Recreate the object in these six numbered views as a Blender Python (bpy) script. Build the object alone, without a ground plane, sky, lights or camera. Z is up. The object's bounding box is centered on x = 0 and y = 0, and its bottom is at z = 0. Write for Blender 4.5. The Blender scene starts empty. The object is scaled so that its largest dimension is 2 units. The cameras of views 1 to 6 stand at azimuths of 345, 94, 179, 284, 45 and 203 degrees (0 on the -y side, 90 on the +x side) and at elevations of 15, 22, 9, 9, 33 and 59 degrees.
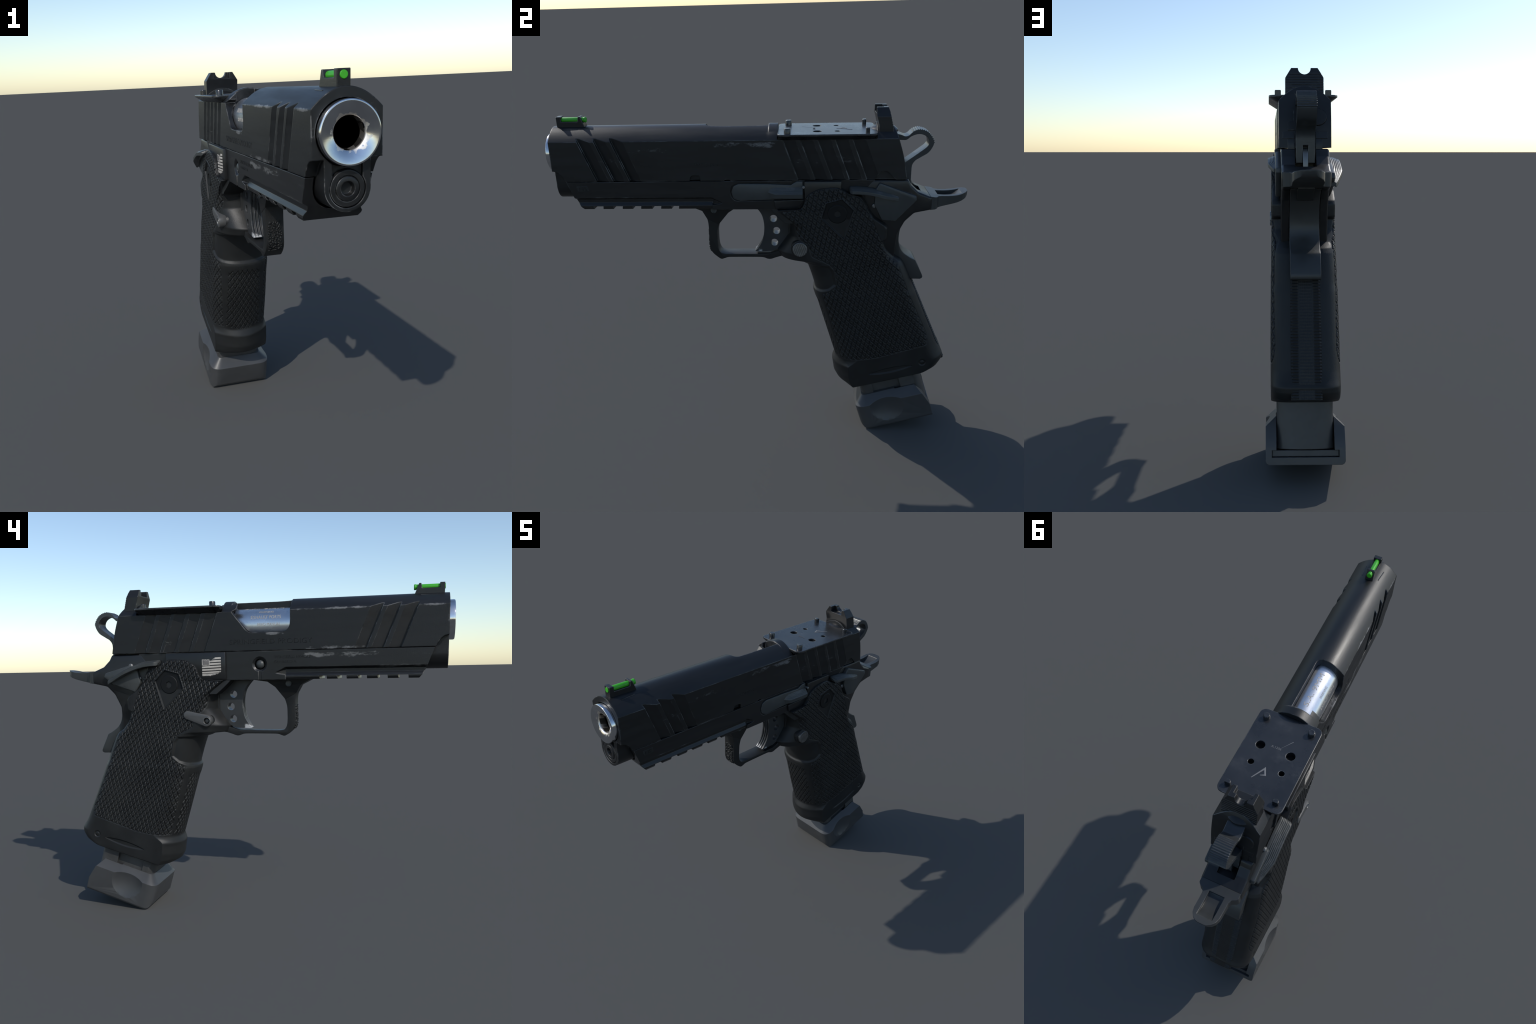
import bpy, bmesh, math, random
import numpy as np
from mathutils import Vector, Matrix

rng = random.Random(7)
COL = bpy.context.scene.collection

# ------------------------------------------------------------------ materials
def new_mat(name):
    m = bpy.data.materials.new(name)
    m.use_nodes = True
    nt = m.node_tree
    nt.nodes.clear()
    return m, nt

def N(nt, typ, **kw):
    n = nt.nodes.new(typ)
    for k, v in kw.items():
        if k.startswith('i_'):
            key = k[2:]
            key = int(key) if key.isdigit() else key
            n.inputs[key].default_value = v
        else:
            setattr(n, k, v)
    return n

def math_node(nt, op, a, b=None, c=None, clamp=False):
    n = nt.nodes.new('ShaderNodeMath')
    n.operation = op
    n.use_clamp = clamp
    for i, v in enumerate((a, b, c)):
        if v is None:
            continue
        if isinstance(v, (int, float)):
            n.inputs[i].default_value = v
        else:
            nt.links.new(v, n.inputs[i])
    return n.outputs[0]

def maprange(nt, v, a, b, lo=0.0, hi=1.0):
    n = nt.nodes.new('ShaderNodeMapRange')
    n.interpolation_type = 'SMOOTHSTEP'
    nt.links.new(v, n.inputs[0])
    n.inputs[1].default_value = a
    n.inputs[2].default_value = b
    n.inputs[3].default_value = lo
    n.inputs[4].default_value = hi
    return n.outputs[0]

def mix_col(nt, fac, a, b):
    n = nt.nodes.new('ShaderNodeMix')
    n.data_type = 'RGBA'
    n.clamp_factor = True
    if isinstance(fac, (int, float)):
        n.inputs[0].default_value = fac
    else:
        nt.links.new(fac, n.inputs[0])
    for idx, v in ((6, a), (7, b)):
        if isinstance(v, tuple):
            n.inputs[idx].default_value = (v[0], v[1], v[2], 1)
        else:
            nt.links.new(v, n.inputs[idx])
    return n.outputs[2]

def surface(name, col, rough=0.45, metal=0.0, spec=0.5, vary=0.25, grain=0.15, grain_scale=220,
            bevel=0.004, wear=0.0, wear_col=(0.16, 0.16, 0.155), streak=False, scuffs=(), blotch=None,
            wear_scale=9.0, stipple=None, wear_rough=0.35):
    """Painted / blued / moulded surface: base colour with soft blotches, fine
    grain bump, rounded edges (bevel node), rubbed convex edges and scuff patches.
    scuffs: (axis sign x, ymin, ymax, zmin, zmax, threshold)"""
    m, nt = new_mat(name)
    out = N(nt, 'ShaderNodeOutputMaterial')
    bs = N(nt, 'ShaderNodeBsdfPrincipled')
    nt.links.new(bs.outputs[0], out.inputs[0])
    tc = N(nt, 'ShaderNodeTexCoord')
    obj = tc.outputs['Object']
    bs.inputs['Metallic'].default_value = metal
    bs.inputs['Specular IOR Level'].default_value = spec
    # soft tone variation
    vec = obj
    if streak:
        mp = N(nt, 'ShaderNodeMapping')
        mp.inputs['Scale'].default_value = (3, 0.35, 3)
        nt.links.new(obj, mp.inputs[0])
        vec = mp.outputs[0]
    n1 = N(nt, 'ShaderNodeTexNoise')
    n1.inputs['Scale'].default_value = 6.0
    n1.inputs['Detail'].default_value = 6.0
    n1.inputs['Roughness'].default_value = 0.65
    nt.links.new(vec, n1.inputs['Vector'])
    f = maprange(nt, n1.outputs[0], 0.3, 0.7)
    dark = tuple(c * (1 - vary) for c in col)
    lite = tuple(c * (1 + vary) for c in col)
    c = mix_col(nt, f, dark, lite)
    if blotch:
        bcol, bscale, t0, t1 = blotch
        n4 = N(nt, 'ShaderNodeTexNoise')
        n4.inputs['Scale'].default_value = bscale
        n4.inputs['Detail'].default_value = 8.0
        n4.inputs['Roughness'].default_value = 0.7
        nt.links.new(obj, n4.inputs['Vector'])
        c = mix_col(nt, maprange(nt, n4.outputs[0], t0, t1), c, bcol)
    rough_out = maprange(nt, n1.outputs[0], 0.25, 0.75, rough * 0.85, rough * 1.15)
    bev = N(nt, 'ShaderNodeBevel')
    bev.samples = 6
    bev.inputs['Radius'].default_value = bevel
    wmask = None
    if wear > 0 or scuffs:
        geo = N(nt, 'ShaderNodeNewGeometry')
        n2 = N(nt, 'ShaderNodeTexNoise')
        n2.inputs['Scale'].default_value = wear_scale
        n2.inputs['Detail'].default_value = 9.0
        n2.inputs['Roughness'].default_value = 0.72
        mp2 = N(nt, 'ShaderNodeMapping')
        mp2.inputs['Scale'].default_value = (1.0, 0.6, 1.6)
        nt.links.new(obj, mp2.inputs[0])
        nt.links.new(mp2.outputs[0], n2.inputs['Vector'])
    if wear > 0:
        dp = N(nt, 'ShaderNodeVectorMath')
        dp.operation = 'DOT_PRODUCT'
        nt.links.new(bev.outputs[0], dp.inputs[0])
        nt.links.new(geo.outputs['Normal'], dp.inputs[1])
        edge = maprange(nt, dp.outputs['Value'], 0.992, 0.90)
        wmask = math_node(nt, 'MULTIPLY', edge, maprange(nt, n2.outputs[0], 0.47, 0.60))
        wmask = math_node(nt, 'MULTIPLY', wmask, wear)
    if scuffs:
        sep = N(nt, 'ShaderNodeSeparateXYZ')
        nt.links.new(obj, sep.inputs[0])
        n3 = N(nt, 'ShaderNodeTexNoise')
        n3.inputs['Scale'].default_value = 22.0
        n3.inputs['Detail'].default_value = 8.0
        n3.inputs['Roughness'].default_value = 0.75
        mp3 = N(nt, 'ShaderNodeMapping')
        mp3.inputs['Scale'].default_value = (1.0, 0.55, 1.3)
        nt.links.new(obj, mp3.inputs[0])
        nt.links.new(mp3.outputs[0], n3.inputs['Vector'])
        for (sx, y0, y1, z0, z1, th, amt) in scuffs:
            ey = 0.25 * (y1 - y0)
            ez = 0.45 * (z1 - z0)
            mk = math_node(nt, 'MULTIPLY', maprange(nt, sep.outputs[1], y0, y0 + ey),
                           maprange(nt, sep.outputs[1], y1, y1 - ey))
            mk = math_node(nt, 'MULTIPLY', mk, maprange(nt, sep.outputs[2], z0, z0 + ez))
            mk = math_node(nt, 'MULTIPLY', mk, maprange(nt, sep.outputs[2], z1, z1 - ez))
            if sx:
                mk = math_node(nt, 'MULTIPLY', mk, math_node(nt, 'GREATER_THAN',
                               math_node(nt, 'MULTIPLY', sep.outputs[0], float(sx)), 0.0))
            nn = math_node(nt, 'ADD', n3.outputs[0], math_node(nt, 'MULTIPLY', math_node(nt, 'SUBTRACT', mk, 1.0), 0.30))
            nn = maprange(nt, nn, th, th + 0.14)
            mk = math_node(nt, 'MULTIPLY', nn, amt, clamp=True)
            wmask = mk if wmask is None else math_node(nt, 'MAXIMUM', wmask, mk)
    if wmask is not None:
        c = mix_col(nt, wmask, c, wear_col)
        mr = N(nt, 'ShaderNodeMix')
        nt.links.new(wmask, mr.inputs[0])
        nt.links.new(rough_out, mr.inputs[2])
        mr.inputs[3].default_value = wear_rough
        rough_out = mr.outputs[0]
    nt.links.new(c, bs.inputs['Base Color'])
    nt.links.new(rough_out, bs.inputs['Roughness'])
    # grain
    ng = N(nt, 'ShaderNodeTexNoise')
    ng.inputs['Scale'].default_value = grain_scale
    ng.inputs['Detail'].default_value = 3.0
    nt.links.new(obj, ng.inputs['Vector'])
    bp = N(nt, 'ShaderNodeBump')
    bp.inputs['Strength'].default_value = grain
    bp.inputs['Distance'].default_value = 0.002
    nt.links.new(ng.outputs[0], bp.inputs['Height'])
    nt.links.new(bev.outputs[0], bp.inputs['Normal'])
    last = bp.outputs[0]
    nt.links.new(last, bs.inputs['Normal'])
    return m

def polished(name, col, rough, dirt_col=None, dirt=(0.55, 0.7), brush=0.05, bevel=0.003, haze=0.0, haze_rough=0.32, crown=False):
    m, nt = new_mat(name)
    out = N(nt, 'ShaderNodeOutputMaterial')
    bs = N(nt, 'ShaderNodeBsdfPrincipled')
    nt.links.new(bs.outputs[0], out.inputs[0])
    bs.inputs['Metallic'].default_value = 1.0
    tc = N(nt, 'ShaderNodeTexCoord')
    n1 = N(nt, 'ShaderNodeTexNoise')
    n1.inputs['Scale'].default_value = 14.0
    n1.inputs['Detail'].default_value = 7.0
    mp = N(nt, 'ShaderNodeMapping')
    mp.inputs['Scale'].default_value = (1, 0.5, 1)
    nt.links.new(tc.outputs['Object'], mp.inputs[0])
    nt.links.new(mp.outputs[0], n1.inputs['Vector'])
    f = maprange(nt, n1.outputs[0], 0.35, 0.7)
    c = mix_col(nt, f, tuple(x * 0.9 for x in col), tuple(min(1, x * 1.08) for x in col))
    if dirt_col:
        c = mix_col(nt, math_node(nt, 'MULTIPLY', maprange(nt, n1.outputs[0], *dirt), 0.8), c, dirt_col)
    rr = maprange(nt, n1.outputs[0], 0.2, 0.8, rough * 0.8, rough * 1.3)
    if crown:
        sep = N(nt, 'ShaderNodeSeparateXYZ')
        nt.links.new(tc.outputs['Object'], sep.inputs[0])
        dz = math_node(nt, 'SUBTRACT', sep.outputs[2], 1.483)
        rad = math_node(nt, 'SQRT', math_node(nt, 'ADD', math_node(nt, 'MULTIPLY', sep.outputs[0], sep.outputs[0]),
                                              math_node(nt, 'MULTIPLY', dz, dz)))
        ns = N(nt, 'ShaderNodeTexNoise')
        ns.inputs['Scale'].default_value = 38.0
        ns.inputs['Detail'].default_value = 6.0
        nt.links.new(tc.outputs['Object'], ns.inputs['Vector'])
        reach = math_node(nt, 'MULTIPLY_ADD', ns.outputs[0], 0.075, 0.0185)
        soot = maprange(nt, math_node(nt, 'SUBTRACT', reach, rad), 0.0, 0.006)
        c = mix_col(nt, math_node(nt, 'MULTIPLY', soot, 0.85), c, (0.80, 0.74, 0.66))
        rr = math_node(nt, 'MULTIPLY_ADD', soot, 0.28, rr)
    nt.links.new(c, bs.inputs['Base Color'])
    nt.links.new(rr, bs.inputs['Roughness'])
    bev = N(nt, 'ShaderNodeBevel')
    bev.samples = 6
    bev.inputs['Radius'].default_value = bevel
    bp = N(nt, 'ShaderNodeBump')
    bp.inputs['Strength'].default_value = brush
    bp.inputs['Distance'].default_value = 0.001
    ng = N(nt, 'ShaderNodeTexNoise')
    ng.inputs['Scale'].default_value = 120
    mp2 = N(nt, 'ShaderNodeMapping')
    mp2.inputs['Scale'].default_value = (1, 0.05, 1)
    nt.links.new(tc.outputs['Object'], mp2.inputs[0])
    nt.links.new(mp2.outputs[0], ng.inputs['Vector'])
    nt.links.new(ng.outputs[0], bp.inputs['Height'])
    nt.links.new(bev.outputs[0], bp.inputs['Normal'])
    nt.links.new(bp.outputs[0], bs.inputs['Normal'])
    if haze > 0:
        b2 = N(nt, 'ShaderNodeBsdfPrincipled')
        b2.inputs['Metallic'].default_value = 1.0
        b2.inputs['Roughness'].default_value = haze_rough
        nt.links.new(c, b2.inputs['Base Color'])
        nt.links.new(bp.outputs[0], b2.inputs['Normal'])
        ms = N(nt, 'ShaderNodeMixShader')
        ms.inputs[0].default_value = haze
        nt.links.new(bs.outputs[0], ms.inputs[1])
        nt.links.new(b2.outputs[0], ms.inputs[2])
        nt.links.new(ms.outputs[0], out.inputs[0])
    return m

SLIDE_SCUFFS = (
    (-1, -0.66, -0.24, 1.346, 1.386, 0.44, 0.75),
    (-1, -0.66, -0.22, 1.536, 1.560, 0.40, 0.8),
    (-1, -0.99, -0.80, 1.536, 1.560, 0.42, 0.7),
    (-1, -0.24, -0.10, 1.425, 1.456, 0.44, 0.7),
    (-1, 0.20, 0.50, 1.36, 1.45, 0.54, 0.5),
    (1, -0.24, 0.14, 1.500, 1.560, 0.43, 0.65),
    (1, -0.66, -0.36, 1.46, 1.558, 0.52, 0.45),
    (1, -0.99, -0.90, 1.45, 1.556, 0.50, 0.4),
    (1, -0.78, -0.60, 1.36, 1.56, 0.55, 0.5),
    (1, 0.10, 0.55, 1.37, 1.56, 0.55, 0.45),
    (0, -0.985, -0.962, 1.39, 1.61, 0.50, 0.5),
)
FRAME_SCUFFS = (
    (-1, -0.74, -0.20, 1.306, 1.364, 0.44, 0.75),
    (-1, -0.92, -0.60, 1.262, 1.290, 0.46, 0.5),
    (-1, -0.92, -0.78, 1.315, 1.345, 0.50, 0.5),
    (1, -0.88, -0.45, 1.266, 1.290, 0.46, 0.4),
    (1, -0.60, -0.30, 1.30, 1.355, 0.57, 0.5),
)
M_SLIDE = surface('blackened_slide_steel', (0.0102, 0.0108, 0.0114), rough=0.40, metal=0.0, spec=0.42, vary=0.2,
                  grain=0.12, wear=1.0, wear_col=(0.19, 0.19, 0.19), bevel=0.0055, streak=True, scuffs=SLIDE_SCUFFS)
M_FRAME = surface('blackened_frame_steel', (0.0112, 0.0116, 0.0122), rough=0.33, metal=0.0, spec=0.45, vary=0.2,
                  grain=0.14, wear=0.65, wear_col=(0.17, 0.17, 0.165), streak=True, scuffs=FRAME_SCUFFS)
M_POLY = surface('moulded_grip_polymer', (0.0125, 0.0130, 0.0132), rough=0.46, spec=0.35, vary=0.18, grain=0.30,
                 grain_scale=320, bevel=0.003, blotch=((0.0180, 0.0188, 0.0178), 4.5, 0.5, 0.72))
M_LEVER = surface('satin_lever_steel', (0.042, 0.046, 0.046), rough=0.40, metal=0.0, spec=0.5, vary=0.15,
                  grain=0.12, wear=0.5, wear_col=(0.3, 0.3, 0.29))
M_HAMMER = surface('satin_hammer_steel', (0.048, 0.052, 0.054), rough=0.32, metal=0.2, spec=0.5, vary=0.15,
                   grain=0.08, wear=0.5, wear_col=(0.35, 0.35, 0.34))
M_SAFETY = surface('grip_safety_steel', (0.030, 0.032, 0.032), rough=0.38, metal=0.0, spec=0.5, vary=0.15, grain=0.12,
                   wear=0.3)
M_PLATE = surface('optic_plate_steel', (0.0150, 0.0158, 0.0172), rough=0.28, metal=0.0, spec=0.75, vary=0.25,
                  grain=0.06, wear=0.8, wear_col=(0.26, 0.26, 0.26), blotch=((0.045, 0.045, 0.045), 8.0, 0.50, 0.80),  # pale blotches paint the uneven sky sheen into the plate colour
                  scuffs=())
M_BASE = surface('anodised_base_pad', (0.048, 0.049, 0.050), rough=0.40, metal=0.0, spec=0.5, vary=0.10, grain=0.10,
                 wear=0.35, wear_col=(0.17, 0.17, 0.17))
M_MAG = surface('magazine_tube_steel', (0.050, 0.050, 0.049), rough=0.42, metal=0.0, spec=0.5, vary=0.25, grain=0.06,
                wear=0.2, wear_col=(0.2, 0.2, 0.2))
M_SCREW = surface('black_screw_steel', (0.0060, 0.0063, 0.0066), rough=0.5, spec=0.25, vary=0.1, grain=0.05)
M_DARK = surface('deep_shadow_black', (0.006, 0.006, 0.006), rough=0.7, spec=0.2, vary=0.1, grain=0.0)
M_ENGRAVE = surface('engraved_lettering', (0.0075, 0.0078, 0.0082), rough=0.5, spec=0.4, vary=0.2, grain=0.0)
M_ENGRAVE_LIGHT = surface('worn_engraving', (0.016, 0.017, 0.017), rough=0.5, spec=0.4, vary=0.2, grain=0.0)
M_FLAG = surface('etched_pale_metal', (0.46, 0.43, 0.39), rough=0.6, spec=0.3, vary=0.25, grain=0.1)
M_FLAG_GREY = surface('etched_grey_metal', (0.16, 0.15, 0.145), rough=0.6, spec=0.3, vary=0.3, grain=0.1)
M_ETCH = surface('etched_mark_grey', (0.17, 0.17, 0.17), rough=0.5, spec=0.4, vary=0.2, grain=0.05)
M_GREEN = surface('green_fibre_rod', (0.045, 0.37, 0.015), rough=0.3, spec=0.5, vary=0.05, grain=0.0)
M_BARREL = polished('polished_barrel_steel', (0.78, 0.79, 0.81), 0.24, dirt_col=(0.3, 0.3, 0.32), dirt=(0.62, 0.8), brush=0.0, haze=0.45, haze_rough=0.36)
M_MUZZLE = polished('worn_muzzle_steel', (0.66, 0.67, 0.69), 0.13, dirt_col=(0.42, 0.38, 0.33), dirt=(0.60, 0.75), brush=0.0, crown=True)
M_BORE = surface('bore_lightened_as_lit', (0.075, 0.070, 0.065), rough=0.35, metal=0.6, vary=0.6, grain=0.1,  # base colour raised so the inner wall looks lit
                 blotch=((0.22, 0.18, 0.14), 30.0, 0.58, 0.75))
M_TRIGGER = surface('trigger_alloy', (0.034, 0.036, 0.038), rough=0.36, metal=0.0, spec=0.4, vary=0.2, grain=0.05, wear=0.35,
                    wear_col=(0.5, 0.5, 0.5), scuffs=((0, -0.07, 0.03, 0.930, 1.015, 0.40, 0.9),), wear_rough=0.15)
M_RELEASE = surface('release_lever_grey', (0.075, 0.075, 0.074), rough=0.45, vary=0.12, grain=0.1, wear=0.4)
M_BUTTON = surface('brushed_button_steel', (0.20, 0.20, 0.195), rough=0.35, metal=0.7, vary=0.15, grain=0.1, wear=0.5,
                   wear_col=(0.45, 0.45, 0.44))

# ------------------------------------------------------------------ geometry helpers
def mesh_obj(name, verts, faces, mat=None):
    me = bpy.data.meshes.new(name)
    me.from_pydata([tuple(v) for v in verts], [], [tuple(f) for f in faces])
    me.update()
    ob = bpy.data.objects.new(name, me)
    COL.objects.link(ob)
    if mat:
        me.materials.append(mat)
    return ob

def fix(ob):
    bm = bmesh.new()
    bm.from_mesh(ob.data)
    bmesh.ops.remove_doubles(bm, verts=bm.verts, dist=1e-6)
    bmesh.ops.recalc_face_normals(bm, faces=bm.faces)
    bm.to_mesh(ob.data)
    bm.free()
    return ob

def apply_mods(ob):
    dg = bpy.context.evaluated_depsgraph_get()
    dg.update()
    me = bpy.data.meshes.new_from_object(ob.evaluated_get(dg))
    old = ob.data
    nm = old.name
    ob.modifiers.clear()
    ob.data = me
    bpy.data.meshes.remove(old)
    me.name = nm
    return ob

def bevel(ob, w, seg=2, angle=30):
    m = ob.modifiers.new('b', 'BEVEL')
    m.width = w
    m.segments = seg
    m.limit_method = 'ANGLE'
    m.angle_limit = math.radians(angle)
    m.use_clamp_overlap = True
    return apply_mods(ob)

def boolean(ob, cutters, op='DIFFERENCE'):
    if not isinstance(cutters, (list, tuple)):
        cutters = [cutters]
    for c in cutters:
        m = ob.modifiers.new('c', 'BOOLEAN')
        m.operation = op
        m.solver = 'EXACT'
        m.object = c
        apply_mods(ob)
    for c in cutters:
        me = c.data
        bpy.data.objects.remove(c)
        bpy.data.meshes.remove(me)
    return ob

def join(name, obs, mat=None):
    """Merge several meshes into one object (vertices simply pooled)."""
    vs, fs, k = [], [], 0
    for o in obs:
        vs += [tuple(v.co) for v in o.data.vertices]
        fs += [tuple(i + k for i in p.vertices) for p in o.data.polygons]
        k = len(vs)
        me = o.data
        bpy.data.objects.remove(o)
        bpy.data.meshes.remove(me)
    return mesh_obj(name, vs, fs, mat)

def fillet(pts, seg=6):
    """Closed polygon with (a, b, radius) corners -> rounded polygon."""
    out = []
    n = len(pts)
    for i in range(n):
        p = pts[i]
        r = p[2] if len(p) > 2 else 0.0
        P = Vector(p[:2])
        if r <= 0:
            out.append(tuple(P))
            continue
        A = Vector(pts[i - 1][:2]) - P
        B = Vector(pts[(i + 1) % n][:2]) - P
        la, lb = A.length, B.length
        A.normalize()
        B.normalize()
        ang = math.acos(max(-1, min(1, A.dot(B))))
        if ang > math.pi - 0.02:
            out.append(tuple(P))
            continue
        d = min(r / math.tan(ang / 2), la * 0.49, lb * 0.49)
        p0 = P + A * d
        p1 = P + B * d
        for k in range(seg + 1):
            t = k / seg
            q = p0 * (1 - t) ** 2 + P * 2 * t * (1 - t) + p1 * t * t
            out.append(tuple(q))
    return out

def spline(pts, n=6, closed=False):
    """Catmull-Rom through control points."""
    P = [Vector(p) for p in pts]
    m = len(P)
    out = []
    rngi = range(m) if closed else range(m - 1)
    for i in rngi:
        p0 = P[(i - 1) % m] if (closed or i > 0) else P[0]
        p1 = P[i]
        p2 = P[(i + 1) % m]
        p3 = P[(i + 2) % m] if (closed or i + 2 < m) else P[-1]
        for k in range(n):
            t = k / n
            q = 0.5 * ((2 * p1) + (p2 - p0) * t + (2 * p0 - 5 * p1 + 4 * p2 - p3) * t * t
                       + (3 * p1 - p0 - 3 * p2 + p3) * t ** 3)
            out.append(tuple(q))
    if not closed:
        out.append(tuple(P[-1]))
    return out

def prism(name, poly, a0, a1, axis='x', mat=None):
    """Extrude polygon along an axis. axis x: poly=(y,z); y: poly=(x,z); z: poly=(x,y)."""
    n = len(poly)
    def mk(p, a):
        if axis == 'x':
            return (a, p[0], p[1])
        if axis == 'y':
            return (p[0], a, p[1])
        return (p[0], p[1], a)
    vs = [mk(p, a0) for p in poly] + [mk(p, a1) for p in poly]
    fs = [tuple(range(n)), tuple(range(2 * n - 1, n - 1, -1))]
    for i in range(n):
        j = (i + 1) % n
        fs.append((i, i + n, j + n, j))
    return fix(mesh_obj(name, vs, fs, mat))

def box(name, x0, x1, y0, y1, z0, z1, mat=None):
    return prism(name, [(y0, z0), (y1, z0), (y1, z1), (y0, z1)], x0, x1, 'x', mat)

def lathe(name, prof, origin, axis, seg=48, mat=None):
    """Revolve (radius, along) profile about an axis ('x','y','z') through origin."""
    ox, oy, oz = origin
    vs, fs = [], []
    for (r, a) in prof:
        for k in range(seg):
            t = 2 * math.pi * k / seg
            c, s = r * math.cos(t), r * math.sin(t)
            if axis == 'x':
                vs.append((ox + a, oy + c, oz + s))
            elif axis == 'y':
                vs.append((ox + c, oy + a, oz + s))
            else:
                vs.append((ox + c, oy + s, oz + a))
    m = len(prof)
    for i in range(m - 1):
        for k in range(seg):
            j = (k + 1) % seg
            fs.append((i * seg + k, i * seg + j, (i + 1) * seg + j, (i + 1) * seg + k))
    if prof[0][0] > 1e-7:
        fs.append(tuple(range(seg)))
    if prof[-1][0] > 1e-7:
        fs.append(tuple((m - 1) * seg + k for k in range(seg)))
    return fix(mesh_obj(name, vs, fs, mat))

def cyl(name, origin, axis, r, a0, a1, seg=40, mat=None):
    return lathe(name, [(r, a0), (r, a1)], origin, axis, seg, mat)

def finish(ob, name, mat, parent, angle=32):
    ob.name = name
    ob.data.name = name
    ob.data.materials.clear()
    ob.data.materials.append(mat)
    for p in ob.data.polygons:
        p.material_index = 0
        p.use_smooth = True
    ob.data.set_sharp_from_angle(angle=math.radians(angle))
    ob.parent = parent
    return ob

def lettering(name, text, size, place, mat, parent, width=None, depth=0.0012):
    """Raised built-in-font text mapped through place(u, v, h) -> xyz."""
    cu = bpy.data.curves.new(name, 'FONT')
    cu.body = text
    cu.size = size
    cu.extrude = depth
    cu.resolution_u = 3
    tmp = bpy.data.objects.new(name, cu)
    COL.objects.link(tmp)
    dg = bpy.context.evaluated_depsgraph_get()
    me = bpy.data.meshes.new_from_object(tmp.evaluated_get(dg))
    bpy.data.objects.remove(tmp)
    bpy.data.curves.remove(cu)
    xs = [v.co.x for v in me.vertices]
    x0, x1 = min(xs), max(xs)
    k = (width / (x1 - x0)) if width else 1.0
    for v in me.vertices:
        v.co = Vector(place((v.co.x - x0) * k, v.co.y, v.co.z))
    me.materials.clear()
    ob = bpy.data.objects.new(name, me)
    COL.objects.link(ob)
    return finish(ob, name, mat, parent)

# ------------------------------------------------------------------ root
root = bpy.data.objects.new('pistol', None)
root.empty_display_size = 0.1
COL.objects.link(root)
root['label'] = 'worn matte black semi-automatic pistol with textured grip and green sight'
root['category'] = 'pistol'

BZ = 1.483            # bore axis height
SW = 0.106            # slide half width

# ------------------------------------------------------------------ slide
def roof_drop(x):
    """how far the arched roof falls below its crest at half-width x"""
    return 5.2 * x * x

def arc_section(low):
    """Slide cross-section: flat sides, facet edge at z=1.549, arched roof."""
    k0 = (1.6075 - 1.549) / roof_drop(SW)
    pts = [(-SW, 1.360)]
    for k in range(41):
        x = -SW + 2 * SW * k / 40
        z = 1.6075 - k0 * roof_drop(x)
        pts.append((x, z - low * (1 - (x / SW) ** 2)))
    pts.append((SW, 1.360))
    return pts

stations = [(-0.974, 0.0008), (-0.93, 0.0), (-0.60, 0.0), (-0.232, 0.0), (-0.212, 0.0004), (-0.185, 0.0015), (-0.155, 0.0025),
            (0.045, 0.0025), (0.058, 0.0025), (0.060, 0.0), (0.30, 0.0), (0.73, -0.001)]
vs, fs = [], []
for (y, t) in stations:
    vs += [(x, y, z) for (x, z) in arc_section(t)]
n = 43
for i in range(len(stations) - 1):
    for k in range(n):
        j = (k + 1) % n
        fs.append((i * n + k, i * n + j, (i + 1) * n + j, (i + 1) * n + k))
fs.append(tuple(range(n)))
fs.append(tuple((len(stations) - 1) * n + k for k in range(n)))
slide = fix(mesh_obj('slide', vs, fs))

# slanted, slightly curved rear face
slide = boolean(slide, prism('c', [(0.585, 1.70)] + spline([(0.612, 1.625), (0.640, 1.583), (0.657, 1.535),
                (0.680, 1.455), (0.702, 1.33)], 5) + [(0.9, 1.33), (0.9, 1.70)], -0.3, 0.3))
# seat of the optic plate
slide = boolean(slide, box('c', -0.3, 0.3, 0.101, 0.556, 1.5495, 1.75))
# round recoil plug housing under the muzzle
hous = prism('h', [(0.0702 * math.cos(t), 1.330 + 0.0702 * math.sin(t)) for t in
                   [math.pi + math.pi * k / 24 for k in range(25)]] + [(0.0702, 1.45), (-0.0702, 1.45)],
             -0.9745, -0.80, 'y')
# scooped lower front corners
for s in (-1, 1):
    prof = [(-1.0, 1.412), (-0.968, 1.411)] + spline([(-0.955, 1.408), (-0.942, 1.399), (-0.930, 1.385),
            (-0.912, 1.355)], 5) + [(-0.905, 1.3), (-1.0, 1.3)]
    slide = boolean(slide, prism('c', prof, s * 0.068, s * 0.2))
slide = boolean(slide, hous, 'UNION')
slide = boolean(slide, cyl('c', (0, 0, BZ), 'y', 0.0945, -1.1, -0.93, 64))
slide = boolean(slide, cyl('c', (0, 0, BZ), 'y', 0.0875, -0.95, 0.048, 64))
slide = boolean(slide, cyl('c', (0, 0, 1.327), 'y', 0.0555, -1.1, -0.91, 48))
slide = boolean(slide, box('c', -0.046, 0.046, -1.1, -0.960, 1.345, 1.43))
# ejection port
port = fillet([(-0.241, 1.70), (-0.240, 1.446, 0.05), (-0.03, 1.446, 0.05), (0.052, 1.549, 0.0), (0.030, 1.562, 0.0),
               (0.030, 1.70)], 8)
slide = boolean(slide, prism('c', port, -0.3, -0.045))
slide = boolean(slide, prism('c', fillet([(-0.060, -0.241), (0.027, -0.241, 0.03), (0.027, 0.057), (-0.060, 0.057)], 6), 1.45, 1.75, 'z'))
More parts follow.
